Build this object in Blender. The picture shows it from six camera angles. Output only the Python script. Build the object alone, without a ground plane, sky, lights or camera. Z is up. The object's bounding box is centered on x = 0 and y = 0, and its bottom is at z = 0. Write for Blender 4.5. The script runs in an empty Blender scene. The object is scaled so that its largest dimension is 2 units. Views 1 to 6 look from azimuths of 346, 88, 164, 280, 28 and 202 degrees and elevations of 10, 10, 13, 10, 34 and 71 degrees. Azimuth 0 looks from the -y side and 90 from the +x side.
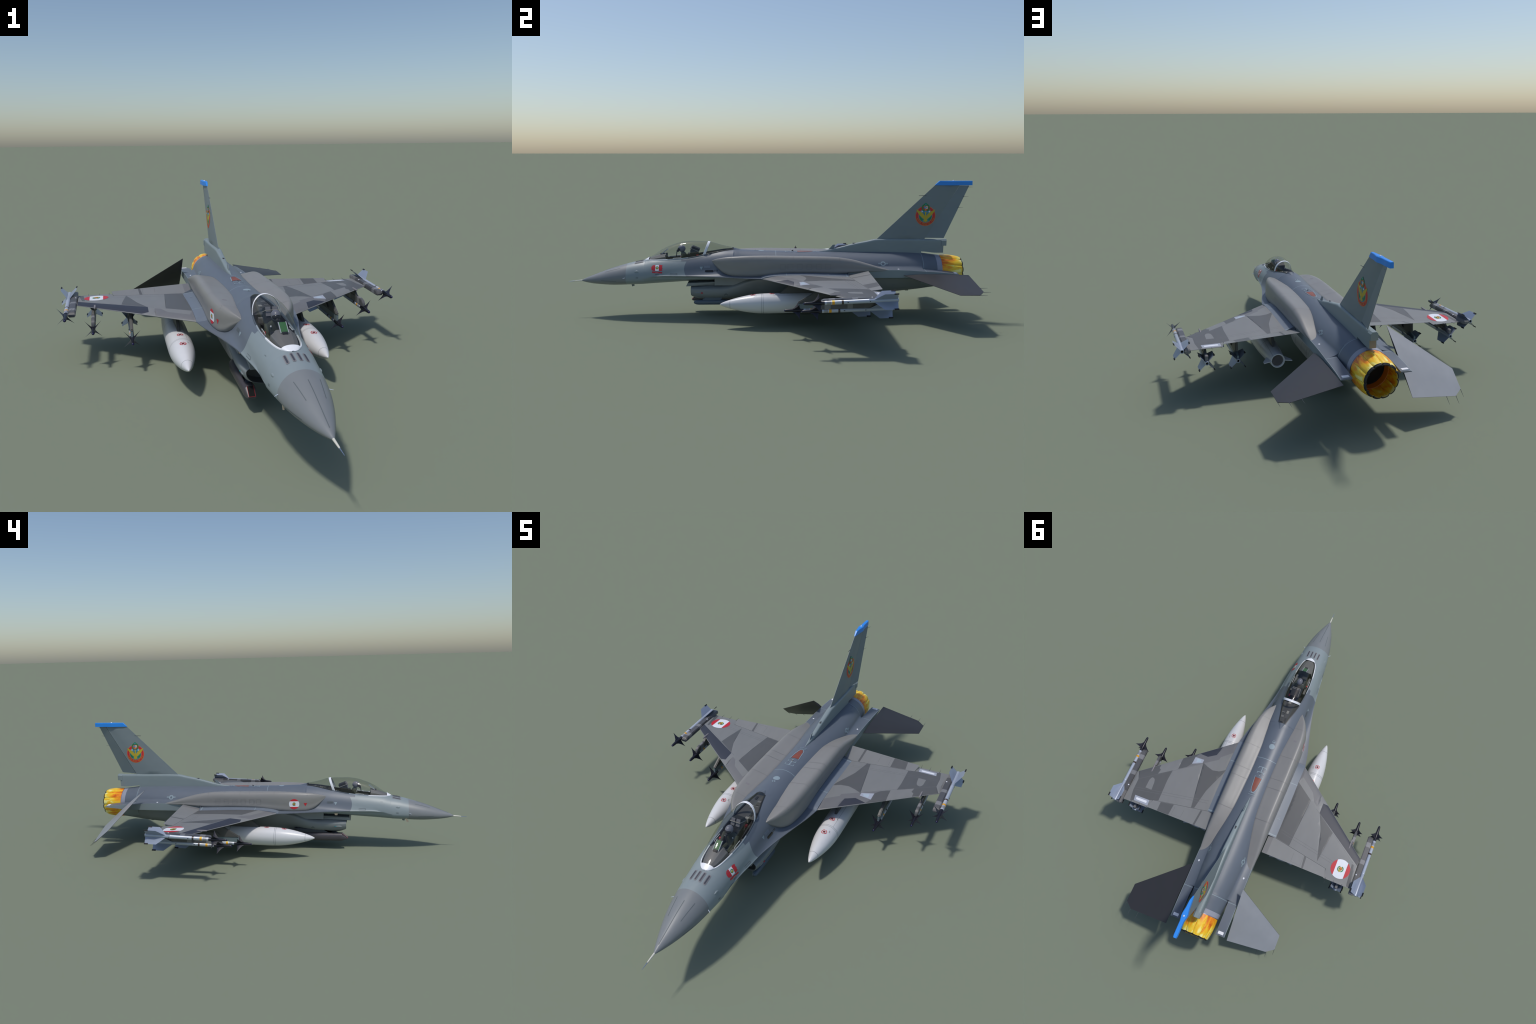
import bpy, bmesh, math, random
import numpy as np
from mathutils import Vector, Matrix
from mathutils.bvhtree import BVHTree
from mathutils.geometry import delaunay_2d_cdt, intersect_point_tri_2d

random.seed(7)
R = math.radians

# ------------------------------------------------------------------ helpers
def lin(c):
    c = c / 255.0
    return c / 12.92 if c <= 0.04045 else ((c + 0.055) / 1.055) ** 2.4

def rgb(r, g, b):
    return (lin(r), lin(g), lin(b), 1.0)

def pchip(xs, ys):
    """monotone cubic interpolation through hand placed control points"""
    xs = np.array(xs, float); ys = np.array(ys, float)
    h = np.diff(xs); d = np.diff(ys) / h
    m = np.zeros(len(xs)); m[0] = d[0]; m[-1] = d[-1]
    for i in range(1, len(xs) - 1):
        if d[i - 1] * d[i] > 0:
            w1 = 2 * h[i] + h[i - 1]; w2 = h[i] + 2 * h[i - 1]
            m[i] = (w1 + w2) / (w1 / d[i - 1] + w2 / d[i])
    def f(x):
        x = min(max(x, xs[0]), xs[-1])
        i = min(max(int(np.searchsorted(xs, x)) - 1, 0), len(h) - 1)
        t = (x - xs[i]) / h[i]
        return float((2*t**3 - 3*t**2 + 1)*ys[i] + (t**3 - 2*t**2 + t)*h[i]*m[i]
                     + (-2*t**3 + 3*t**2)*ys[i+1] + (t**3 - t**2)*h[i]*m[i+1])
    return f

def table(rows):
    """rows of (y, a, b, ...) -> list of interpolators, one per column"""
    cols = list(zip(*rows))
    return [pchip(cols[0], c) for c in cols[1:]]

def smoothstep(a, b, x):
    t = min(max((x - a) / (b - a), 0), 1)
    return t * t * (3 - 2 * t)

ROOT = bpy.data.objects.new("fighter_jet", None)
bpy.context.collection.objects.link(ROOT)
ROOT["label"] = "grey camouflaged jet fighter with missiles, drop tanks and flame-painted nozzle"
ROOT["category"] = "fighter jet"

def link(obj, parent=None):
    bpy.context.collection.objects.link(obj)
    obj.parent = parent or ROOT
    return obj

def make_mesh(name, verts, faces, mats, mat_idx=None, smooth=35):
    me = bpy.data.meshes.new(name)
    me.from_pydata([tuple(v) for v in verts], [], faces)
    for m in (mats if isinstance(mats, (list, tuple)) else [mats]):
        me.materials.append(m)
    if mat_idx is not None:
        me.polygons.foreach_set("material_index", mat_idx)
    bm = bmesh.new(); bm.from_mesh(me)
    bmesh.ops.remove_doubles(bm, verts=bm.verts, dist=1e-6)
    bmesh.ops.recalc_face_normals(bm, faces=bm.faces)
    bm.to_mesh(me); bm.free()
    if smooth:
        me.polygons.foreach_set("use_smooth", [True] * len(me.polygons))
        me.set_sharp_from_angle(angle=R(smooth))
    return me

def part(name, verts, faces, mats, parent=None, mat_idx=None, smooth=35):
    return link(bpy.data.objects.new(name, make_mesh(name, verts, faces, mats, mat_idx, smooth)), parent)

def loft(rings, closed=True, cap0=False, cap1=False):
    n = len(rings[0]); V = [p for r in rings for p in r]; F = []
    for i in range(len(rings) - 1):
        for j in range(n if closed else n - 1):
            k = (j + 1) % n
            F.append((i*n + j, i*n + k, (i+1)*n + k, (i+1)*n + j))
    if cap0: F.append(tuple(range(n))[::-1])
    if cap1: F.append(tuple((len(rings)-1)*n + j for j in range(n)))
    return V, F

def lathe(profile, seg=32, origin=(0, 0, 0)):
    """profile of (y, r) spun about the y axis"""
    rings = []
    for y, r in profile:
        rings.append([(origin[0] + r*math.cos(2*math.pi*k/seg), origin[1] + y,
                       origin[2] + r*math.sin(2*math.pi*k/seg)) for k in range(seg)])
    return loft(rings, True, profile[0][1] > 1e-5, profile[-1][1] > 1e-5)

def prism(outline, place, t0, t1):
    """extrude a 2D outline between two thickness values; place(u, v, t) -> xyz"""
    n = len(outline)
    V = [place(u, v, t0) for u, v in outline] + [place(u, v, t1) for u, v in outline]
    F = [tuple(range(n))[::-1], tuple(range(n, 2*n))]
    F += [(i, (i+1) % n, n + (i+1) % n, n + i) for i in range(n)]
    return V, F

def merge(*vf):
    V, F = [], []
    for v, f in vf:
        o = len(V); V += list(v); F += [tuple(i + o for i in q) for q in f]
    return V, F

def box(x0, x1, y0, y1, z0, z1):
    V = [(x, y, z) for x in (x0, x1) for y in (y0, y1) for z in (z0, z1)]
    return V, [(0,1,3,2),(4,6,7,5),(0,4,5,1),(2,3,7,6),(0,2,6,4),(1,5,7,3)]

def bevel(obj, width, seg=2, angle=40):
    bm = bmesh.new(); bm.from_mesh(obj.data)
    ed = [e for e in bm.edges if len(e.link_faces) == 2 and e.calc_face_angle(0) > R(angle)]
    bmesh.ops.bevel(bm, geom=ed, offset=width, segments=seg, affect='EDGES', clamp_overlap=True)
    bm.to_mesh(obj.data); bm.free()
    obj.data.polygons.foreach_set("use_smooth", [True] * len(obj.data.polygons))
    obj.data.set_sharp_from_angle(angle=R(50))
    return obj

def rod(a, b, r0, r1, seg=8):
    a = Vector(a); b = Vector(b); d = (b - a).normalized()
    s = d.orthogonal().normalized(); t = d.cross(s)
    rings = [[tuple(p + (s*math.cos(2*math.pi*k/seg) + t*math.sin(2*math.pi*k/seg))*r) for k in range(seg)]
             for p, r in ((a, r0), (b, r1))]
    return loft(rings, True, True, True)

def ellipsoid(c, rx, ry, rz, nu=20, nv=12, v0=-90, v1=90):
    rings = []
    for i in range(nv + 1):
        v = R(v0 + (v1 - v0) * i / nv)
        rings.append([(c[0] + rx*math.cos(v)*math.cos(2*math.pi*k/nu), c[1] + ry*math.cos(v)*math.sin(2*math.pi*k/nu),
                       c[2] + rz*math.sin(v)) for k in range(nu)])
    return loft(rings)

# ------------------------------------------------------------------ materials
class S:
    """tiny expression wrapper over shader sockets"""
    def __init__(s, nt, sock): s.nt, s.sock = nt, sock
    def op(s, o, b=None, c=None):
        n = s.nt.nodes.new("ShaderNodeMath"); n.operation = o
        for i, q in enumerate((s, b, c)):
            if q is None: continue
            if isinstance(q, S): s.nt.links.new(q.sock, n.inputs[i])
            else: n.inputs[i].default_value = q
        return S(s.nt, n.outputs[0])
    def __add__(s, b): return s.op('ADD', b)
    def __sub__(s, b): return s.op('SUBTRACT', b)
    def __mul__(s, b): return s.op('MULTIPLY', b)
    def __gt__(s, b): return s.op('GREATER_THAN', b)
    def __lt__(s, b): return s.op('LESS_THAN', b)
    def max(s, b): return s.op('MAXIMUM', b)
    def abs(s): return s.op('ABSOLUTE')
    def inv(s): return s.op('MULTIPLY_ADD', -1.0, 1.0)
    def sq(s): return s * s

def new_mat(name, rough=0.5, metallic=0.0, coat=0.0, spec=0.5):
    m = bpy.data.materials.new(name); m.use_nodes = True
    nt = m.node_tree; b = nt.nodes["Principled BSDF"]
    b.inputs["Roughness"].default_value = rough
    b.inputs["Metallic"].default_value = metallic
    b.inputs["Coat Weight"].default_value = coat
    b.inputs["Specular IOR Level"].default_value = spec
    return m, nt, b

def coords(nt):
    tc = nt.nodes.new("ShaderNodeTexCoord"); sp = nt.nodes.new("ShaderNodeSeparateXYZ")
    nt.links.new(tc.outputs["Object"], sp.inputs[0])
    return tc.outputs["Object"], S(nt, sp.outputs[0]), S(nt, sp.outputs[1]), S(nt, sp.outputs[2])

def as_sock(nt, c):
    if isinstance(c, tuple):
        n = nt.nodes.new("ShaderNodeRGB"); n.outputs[0].default_value = c
        return n.outputs[0]
    return c

def mix(nt, a, b, fac):
    n = nt.nodes.new("ShaderNodeMix"); n.data_type = 'RGBA'
    if isinstance(fac, S): nt.links.new(fac.sock, n.inputs[0])
    else: n.inputs[0].default_value = fac
    nt.links.new(as_sock(nt, a), n.inputs[6]); nt.links.new(as_sock(nt, b), n.inputs[7])
    return n.outputs[2]

def grain(nt, vec, col, amount=0.07, scale=18, stretch=(1, .35, 1)):
    """faint uneven paint: broad blotches plus fine grime streaked along the airflow"""
    mp = nt.nodes.new("ShaderNodeMapping"); mp.inputs["Scale"].default_value = stretch
    nt.links.new(vec, mp.inputs[0])
    no = nt.nodes.new("ShaderNodeTexNoise"); no.inputs["Scale"].default_value = scale
    no.inputs["Detail"].default_value = 6; no.inputs["Roughness"].default_value = .65
    nt.links.new(mp.outputs[0], no.inputs["Vector"])
    mr = nt.nodes.new("ShaderNodeMapRange")
    mr.inputs[1].default_value = .25; mr.inputs[2].default_value = .75
    mr.inputs[3].default_value = 1 - amount; mr.inputs[4].default_value = 1 + amount
    nt.links.new(no.outputs[0], mr.inputs[0])
    vm = nt.nodes.new("ShaderNodeVectorMath"); vm.operation = 'SCALE'
    nt.links.new(as_sock(nt, col), vm.inputs[0]); nt.links.new(mr.outputs[0], vm.inputs["Scale"])
    return vm.outputs[0]

def paint(name, c, rough=.5, metallic=0.0, amount=.05, coat=0.0, scale=18, spec=.5):
    m, nt, b = new_mat(name, rough, metallic, coat, spec)
    vec, x, y, z = coords(nt)
    nt.links.new(grain(nt, vec, rgb(*c), amount, scale), b.inputs["Base Color"])
    return m

def banded(name, bands, axis=1, rough=.45, metallic=0.0, amount=.04, spec=.5):
    """bands: [(start, colour), ...] along one object axis, hard edged"""
    m, nt, b = new_mat(name, rough, metallic, spec=spec)
    vec, *xyz = coords(nt)
    col = as_sock(nt, rgb(*bands[0][1]))
    for start, c in bands[1:]:
        col = mix(nt, col, rgb(*c), xyz[axis] > start)
    nt.links.new(grain(nt, vec, col, amount), b.inputs["Base Color"])
    return m

FRONT = (134, 145, 149); MID = (97, 105, 116); TRIM = (140, 156, 164)
WLIGHT = (125, 126, 126); WDARK = (89, 90, 91); WNAVY = (52, 55, 66)

M_radome = paint("radome_paint", (124, 128, 131), .42)
M_front = paint("light_grey_paint", FRONT, .45)
M_belly = paint("belly_grey_paint", (128, 134, 136), .5)
M_cft = paint("tank_fairing_paint", (135, 134, 132), .42)
M_fin = paint("fin_paint", (120, 131, 135), .5)
M_fairing = paint("fin_fairing_paint", (130, 142, 145), .45)
M_wl = paint("wing_light_grey", WLIGHT, .48)
M_wd = paint("wing_dark_grey", WDARK, .48)
M_wn = paint("wing_navy_grey", WNAVY, .5)
M_wm = paint("wing_middle_grey", (112, 112, 114), .48)
M_wu = paint("wing_underside_grey", (112, 116, 118), .5)
M_patch = paint("pale_patch_paint", (165, 170, 182), .4)
M_patch2 = paint("pale_blue_patch_paint", (170, 185, 196), .4)
M_line = paint("panel_gap_paint", (103, 104, 106), .6)
M_root = paint("root_blue_grey", (118, 128, 142), .45)
M_blue = paint("blue_cap_paint", (40, 140, 235), .4)
M_white = paint("white_paint", (232, 234, 240), .35)
M_black = paint("black_rubber", (28, 28, 31), .6)
M_dark = paint("cockpit_black", (38, 38, 41), .6)
M_cgrey = paint("cockpit_grey", (118, 116, 118), .6)
M_clight = paint("cockpit_pale_grey", (150, 146, 142), .6)
M_olive = paint("flight_suit_olive", (62, 66, 56), .8)
M_helm = paint("helmet_grey", (125, 125, 140), .3)
M_red = paint("red_marking", (196, 36, 50), .45)
M_dred = paint("dark_red_marking", (120, 38, 44), .5)
M_green = paint("green_marking", (28, 130, 66), .5)
M_gold = paint("gold_marking", (190, 168, 44), .5)
M_orange = paint("orange_marking", (222, 120, 40), .5)
M_teal = paint("teal_marking", (58, 130, 140), .5)
M_sky = paint("sky_marking", (74, 142, 180), .5)
M_trim = paint("pale_stencil_paint", TRIM, .5)
M_stencil = paint("dark_stencil_paint", (92, 100, 104), .6)
M_ink = paint("black_stencil_paint", (50, 50, 54), .6)
M_copper = paint("copper_panel", (132, 70, 55), .5, amount=.2, scale=60)
M_cream = paint("cream_sensor", (226, 200, 172), .5)
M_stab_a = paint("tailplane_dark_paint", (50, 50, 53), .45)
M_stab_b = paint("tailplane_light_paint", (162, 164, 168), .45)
M_tank = paint("drop_tank_white", (212, 212, 214), .35, amount=.04)
M_vent = paint("vent_grey", (130, 126, 129), .55)
M_vdark = paint("vent_slot_dark", (62, 66, 76), .6)
M_soot = paint("burner_soot", (26, 23, 21), .8)
M_metal = paint("burnt_metal", (150, 150, 165), .3, metallic=.8, amount=.15)
M_duct = paint("intake_duct_dark", (92, 94, 93), .7)  # grey lightened to paint in the light reaching the duct walls
M_pod = paint("pod_dark_grey", (72, 69, 74), .4)
M_podb = paint("pod_blue_grey", (84, 98, 112), .4)
M_glassd = paint("sensor_glass_dark", (34, 33, 34), .12)
M_pylon = paint("pylon_grey", (84, 84, 82), .5)
M_steel = paint("steel_wick", (70, 72, 76), .4)
M_ringo = paint("nozzle_orange", (196, 110, 12), .5)
M_mfin = paint("missile_fin_blue_grey", (150, 160, 178), .35, metallic=.25)
M_mdark = paint("missile_black", (34, 34, 44), .38)

def rail_paint():
    return banded("launcher_camouflage", [(-9, (88, 88, 90)), (.035, (128, 128, 130)), (.060, (84, 84, 88)),
                  (.130, (124, 124, 126)), (.152, (80, 80, 82)), (.20, (86, 86, 88)), (.245, (120, 119, 120))])
M_rail = rail_paint()
M_missile = banded("missile_body_paint", [(-9, (24, 22, 70)), (.004, (34, 34, 44)), (.085, (178, 184, 196)),
                   (.094, (146, 148, 154)), (.110, (182, 188, 200)), (.1145, (232, 166, 40)), (.125, (182, 188, 200)),
                   (.1525, (74, 62, 56)), (.161, (172, 180, 194))], rough=.32, metallic=.2)

def fuselage_paint():
    m, nt, b = new_mat("fuselage_two_tone_paint", .43)
    vec, x, y, z = coords(nt)
    ax = x.abs()
    scallop = (((y + .358).sq() + (z - .243).sq()) < .0034).max((y > -.405) * (z > .2085)).max((y > -.432) * (z > .276))
    mid = scallop * (z > .2085)
    side = (ax > .1385) * (y > .374)
    mid = mid * side.inv()
    col = mix(nt, rgb(*FRONT), rgb(*MID), mid)
    rootp = (ax > .1405) * (y > -.045) * (y < .372) * mid
    col = mix(nt, col, rgb(110, 119, 131), rootp)
    # pale panel bands
    band = ((y - .030).abs() < .0014) * (ax < .053) * (z > .28)
    band = band.max(((y - .752).abs() < .0013) * (z > .2))
    band = band.max(((y - .076).abs() < .0016) * rootp).max(((y - .362).abs() < .003) * rootp)
    col = mix(nt, col, rgb(*TRIM), band * .8)
    col = mix(nt, col, rgb(150, 152, 164), (y > .822) * mid * (ax < .09))
    nt.links.new(grain(nt, vec, col, .05), b.inputs["Base Color"])
    return m
M_fus = fuselage_paint()

def fire_paint():
    """flame painting: stretched turbulence, dark red at the root, pale yellow to the lip"""
    m, nt, b = new_mat("flame_paint", .45)
    vec, x, y, z = coords(nt)
    oi = nt.nodes.new("ShaderNodeObjectInfo")
    cmb = nt.nodes.new("ShaderNodeCombineXYZ")
    nt.links.new((S(nt, oi.outputs["Random"]) * 9.0).sock, cmb.inputs[0])
    add = nt.nodes.new("ShaderNodeVectorMath"); add.operation = 'ADD'
    nt.links.new(vec, add.inputs[0]); nt.links.new(cmb.outputs[0], add.inputs[1])
    mp = nt.nodes.new("ShaderNodeMapping"); mp.inputs["Scale"].default_value = (48, 16, 48)
    nt.links.new(add.outputs[0], mp.inputs[0])
    no = nt.nodes.new("ShaderNodeTexNoise"); no.inputs["Scale"].default_value = 1.0
    no.inputs["Detail"].default_value = 3; no.inputs["Distortion"].default_value = .6
    nt.links.new(mp.outputs[0], no.inputs["Vector"])
    g = S(nt, no.outputs[0]) * 1.75 - .50 + (y - .845) * 4.3
    # a pale tongue along each petal's middle towards the lip
    rp = nt.nodes.new("ShaderNodeValToRGB")
    e = rp.color_ramp.elements
    e[0].position = .05; e[0].color = rgb(150, 62, 10)
    e[1].position = 1.0; e[1].color = rgb(252, 240, 150)
    for p, c in ((.24, (206, 92, 8)), (.42, (238, 140, 14)), (.62, (246, 186, 26)), (.82, (246, 210, 56))):
        q = e.new(p); q.color = rgb(*c)
    nt.links.new(g.sock, rp.inputs[0])
    nt.links.new(rp.outputs[0], b.inputs["Base Color"])
    return m
M_fire = fire_paint()

def canopy_glass():
    m = bpy.data.materials.new("canopy_glass"); m.use_nodes = True
    nt = m.node_tree; nt.nodes.remove(nt.nodes["Principled BSDF"])
    out = nt.nodes["Material Output"]
    tr = nt.nodes.new("ShaderNodeBsdfTransparent"); tr.inputs[0].default_value = (.85, .86, .83, 1)
    gl = nt.nodes.new("ShaderNodeBsdfGlossy"); gl.inputs["Roughness"].default_value = .05
    lw = nt.nodes.new("ShaderNodeLayerWeight"); lw.inputs[0].default_value = .5
    f = S(nt, lw.outputs["Facing"]); f = (f * f) * (f * f) * .22 + .055
    mx = nt.nodes.new("ShaderNodeMixShader")
    nt.links.new(f.sock, mx.inputs[0]); nt.links.new(tr.outputs[0], mx.inputs[1])
    nt.links.new(gl.outputs[0], mx.inputs[2]); nt.links.new(mx.outputs[0], out.inputs[0])
    return m
M_glass = canopy_glass()

def hud_glass():
    m, nt, b = new_mat("hud_green_glass", .15)
    b.inputs["Base Color"].default_value = rgb(86, 142, 88)
    b.inputs["Transmission Weight"].default_value = .35
    return m
M_hud = hud_glass()

# ------------------------------------------------------------------ fuselage
SILL_X, SILL_Z = table([(-.613, 0, .2755), (-.6115, .0085, .2757), (-.606, .0160, .276), (-.598, .0230, .2765), (-.579, .0335, .278), (-.539, .0425, .2805),
                        (-.486, .0485, .2835), (-.44, .051, .287), (-.385, .050, .294), (-.333, .046, .303),
                        (-.27, .036, .3145), (-.22, .025, .3230), (-.178, .0165, .3268)])
TOP = pchip([-.933, -.918, -.904, -.875, -.832, -.793, -.746, -.703, -.66, -.613, -.178, -.142, -.07, .03, .14, .3, .5, .66, .752, .80, .845],
            [.1740, .1815, .188, .199, .2155, .2300, .2445, .2565, .267, .2755, .3283, .3248, .3205, .317, .3145, .3125, .3115, .309, .3045, .2985, .2925])
ZC = pchip([-.933, -.87, -.79, -.70, -.62, -.55, -.45, -.3, -.15, 0, .3, .845], [.1715, .1755, .182, .188, .191, .195, .199, .2, .204, .209, .2135, .2135])
W = pchip([-.933, -.918, -.904, -.864, -.816, -.755, -.711, -.649, -.586, -.54, -.45, -.35, -.29, -.2, -.1, .03, .3, .55, .68, .752, .80, .845],
          [.0028, .0095, .0155, .031, .047, .0625, .070, .0780, .084, .088, .0935, .0975, .1, .1, .097, .0925, .096, .105, .100, .092, .0855, .0795])
ARC = pchip([-.933, -.62, -.52, -.40, -.2, 0, .37, .74], [0, 0, 16, 25, 24, 22, 25, 26])
XC = pchip([-.62, -.586, -.54, -.518, -.458, -.392, -.313, -.258, -.167, -.115, -.04], [.081, .0845, .0905, .0925, .099, .106, .121, .134, .158, .1725, .188])
ZCH = pchip([-.65, -.6, -.54, -.5, -.05, .3, .372, .573, .674, .743], [.1895, .199, .2095, .2115, .2130, .2215, .2235, .2425, .2395, .2345])
ZB = pchip([-.933, -.905, -.87, -.82, -.773, -.73, -.685, -.626, -.559, -.487, -.411, -.3, 0, .4, .752, .845],
           [.169, .162, .1565, .1525, .1505, .1515, .1535, .156, .160, .1645, .170, .175, .18, .17, .128, .1355])
Y_SHELF0, Y_STEP, Y_SHELF1, Y_END = -.62, .372, .744, .845
WING_Z, WING_T = .2140, .060
LE0, LE1, TE = (.187, -.039), (.617, .311), .469
def y_le(x): return LE0[1] + (x - LE0[0]) * (LE1[1] - LE0[1]) / (LE1[0] - LE0[0])
def airfoil(c):
    c = min(max(c, 0), 1)
    return 5*(.2969*math.sqrt(c) - .126*c - .3516*c*c + .2843*c**3 - .1036*c**4)
def root_half(y): return (TE - LE0[1]) * WING_T * airfoil((y - LE0[1]) / (TE - LE0[1]))

def half_section(y):
    """half cross-section from the crown (or cockpit sill) round to the keel"""
    zc, w, zb = ZC(y), W(y), ZB(y)
    if -.613 < y <= -.178:
        xs, zs = SILL_X(y), SILL_Z(y)
        a0 = math.acos(min(xs / w, 1)); h = (zs - zc) / math.sin(a0)
    else:
        a0 = math.pi / 2; h = TOP(y) - zc
    if y < Y_SHELF0 or y > Y_SHELF1:
        a = 0.0; xc = w; zch = zp = zc; wl = w
    else:
        a = R(ARC(y))
        xc = XC(y) if y < -.04 else (.188 if y < Y_STEP else .14)
        zch = ZCH(y) if y < -.04 else WING_Z - .001 + root_half(y) if y < Y_STEP else max(ZCH(y), .2345) if y > .573 else ZCH(y) + .016 * (1 - smoothstep(.372, .573, y))
        zp = zch - (.003 * smoothstep(-.62, -.5, y) if y < -.1 else
                    .003 + 1.55 * root_half(y) if y < Y_STEP else zch - .2045)
        wl = w * .93 if y > -.5 else w * (1 - .07 * smoothstep(-.62, -.5, y))
    P = []
    for i in range(27):
        t = min(a0, math.pi/2 + (a - math.pi/2) * i / 26)
        P.append((w * math.cos(t), zc + h * math.sin(t)))
    ex, ez = P[-1]
    if a > 0:
        tx, tz = w * math.sin(a), -h * math.cos(a)      # tangent heading down
        k = (zch + .0015 + (.007 * smoothstep(-.08, .05, y) if y < Y_STEP else 0) - ez) / tz
        cx, cz = ex + tx * max(k, .05), ez + tz * max(k, .05)
        cx = min(cx, xc - .002)
    else:
        cx, cz = (ex + xc) / 2, (ez + zch) / 2
    for i in range(1, 13):
        t = i / 12
        P.append(((1-t)**2*ex + 2*t*(1-t)*cx + t*t*xc, (1-t)**2*ez + 2*t*(1-t)*cz + t*t*zch))
    P.append((xc, zp))
    b = a * 1.1; hl = zp - zb
    fx, fz = wl * math.cos(b), zp - hl * math.sin(b)
    for i in range(1, 9):
        t = i / 8; c = ((fx + xc) / 2 if a == 0 else fx * 1.02, (zp + fz) / 2 if a == 0 else zp - .001)
        P.append(((1-t)**2*xc + 2*t*(1-t)*c[0] + t*t*fx, (1-t)**2*zp + 2*t*(1-t)*c[1] + t*t*fz))
    for i in range(1, 15):
        t = b + (math.pi/2 - b) * i / 14
        P.append((wl * math.cos(t), zp - hl * math.sin(t)))
    return P

def fuselage_rings(ys):
    rings = []
    for y in ys:
        h = half_section(y)
        rings.append([(x, y, z) for x, z in h] + [(-x, y, z) for x, z in h[::-1][1:]])
    return rings

def steps(a, b, d):
    n = max(1, int(round((b - a) / d)))
    return [a + (b - a) * i / n for i in range(n + 1)]

# one surface, then split at the radome joint
ys_nose = [-.9335, -.931, -.927, -.92, -.912] + steps(-.904, -.703, .008)
V, F = loft(fuselage_rings(ys_nose), closed=False, cap0=True)
radome = part("radome", V, F, M_radome, smooth=60)
ys = (steps(-.703, -.6135, .008) + [-.6128, -.6122, -.6115, -.610, -.608, -.6055] + steps(-.602, -.18, .008) + [-.1781, -.1779]
      + steps(-.172, .364, .008) + [.3715, .3725] + steps(.38, .736, .008) + [.7438, .7442] + steps(.752, .845, .008))
V, F = loft(fuselage_rings(ys), closed=False)
fuselage = part("fuselage", V, F, M_fus, smooth=40)

# ------------------------------------------------------------------ belly trunk and air intake
tw, tt, tb = table([(-.386, .0845, .1570, .0915), (-.378, .0860, .1575, .0870), (-.36, .089, .1575, .0825), (-.3, .092, .160, .0805),
                    (-.2, .093, .168, .079), (-.1, .102, .198, .078), (.0, .122, .20, .0775), (.1, .130, .20, .077), (.2, .120, .20, .078), (.3, .102, .20, .080),
                    (.45, .094, .20, .089), (.61, .091, .205, .108), (.734, .088, .255, .121), (.80, .081, .287, .130), (.845, .0775, .2905, .1360)])
def trunk_ring(y, k=1.0, seg=56):
    w, zt, zb = tw(y), tt(y), tb(y)
    zc = .137 + .055 * smoothstep(-.24, -.04, y) + .015 * smoothstep(.2, .6, y)
    zc = min(zc, zt - .004)
    ring = []
    ex = 2.35 - .35 * smoothstep(-.3, -.1, y)
    el = ex - .62 * smoothstep(-.24, -.05, y) * (1 - smoothstep(.3, .55, y))   # keel more vee-shaped under the wing
    for j in range(seg):
        t = 2 * math.pi * j / seg
        c, s = math.cos(t), math.sin(t)
        e = ex if s > 0 else el
        x = w * k * abs(c) ** (2/e) * (1 if c >= 0 else -1)
        z = zc + ((zt - zc) if s > 0 else (zc - zb)) * (1 if s >= 0 else -1) * abs(s) ** (2/e) * k
        f = 1 - smoothstep(-.386, -.33, y)
        ring.append((x, y + f * .016 * (1 - smoothstep(.086, .112, z)), z))
    return ring
outer = [trunk_ring(y) for y in [-.386, -.384, -.381, -.377, -.37] + steps(-.36, .845, .014)]
inner = [trunk_ring(y, k) for y, k in ((-.386, 1.0), (-.387, .985), (-.385, .965), (-.378, .948), (-.36, .938), (-.335, .915), (-.31, .88))]
V, F = loft(outer)
trunk = part("belly", V, F, M_belly, smooth=40)
V, F = loft(inner, cap1=True)
idx = [0 if i < 56*3 else 1 for i in range(len(F))]
part("air_intake_duct", V, F, [M_belly, M_duct], trunk, mat_idx=idx, smooth=50)
# boundary layer splitter between nose and intake
V, F = loft([[(-.075, -.410, .1545), (.075, -.410, .1545), (.075, -.402, .170), (-.075, -.402, .170)],
             [(-.060, -.20, .158), (.060, -.20, .158), (.075, -.20, .178), (-.075, -.20, .178)]], True, True, True)
part("intake_splitter", V, F, M_belly, trunk)
part("intake_side_ramp", *merge(box(.050, .084, -.27, -.05, .160, .203), box(-.084, -.050, -.27, -.05, .160, .203)), M_belly, trunk)

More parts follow.
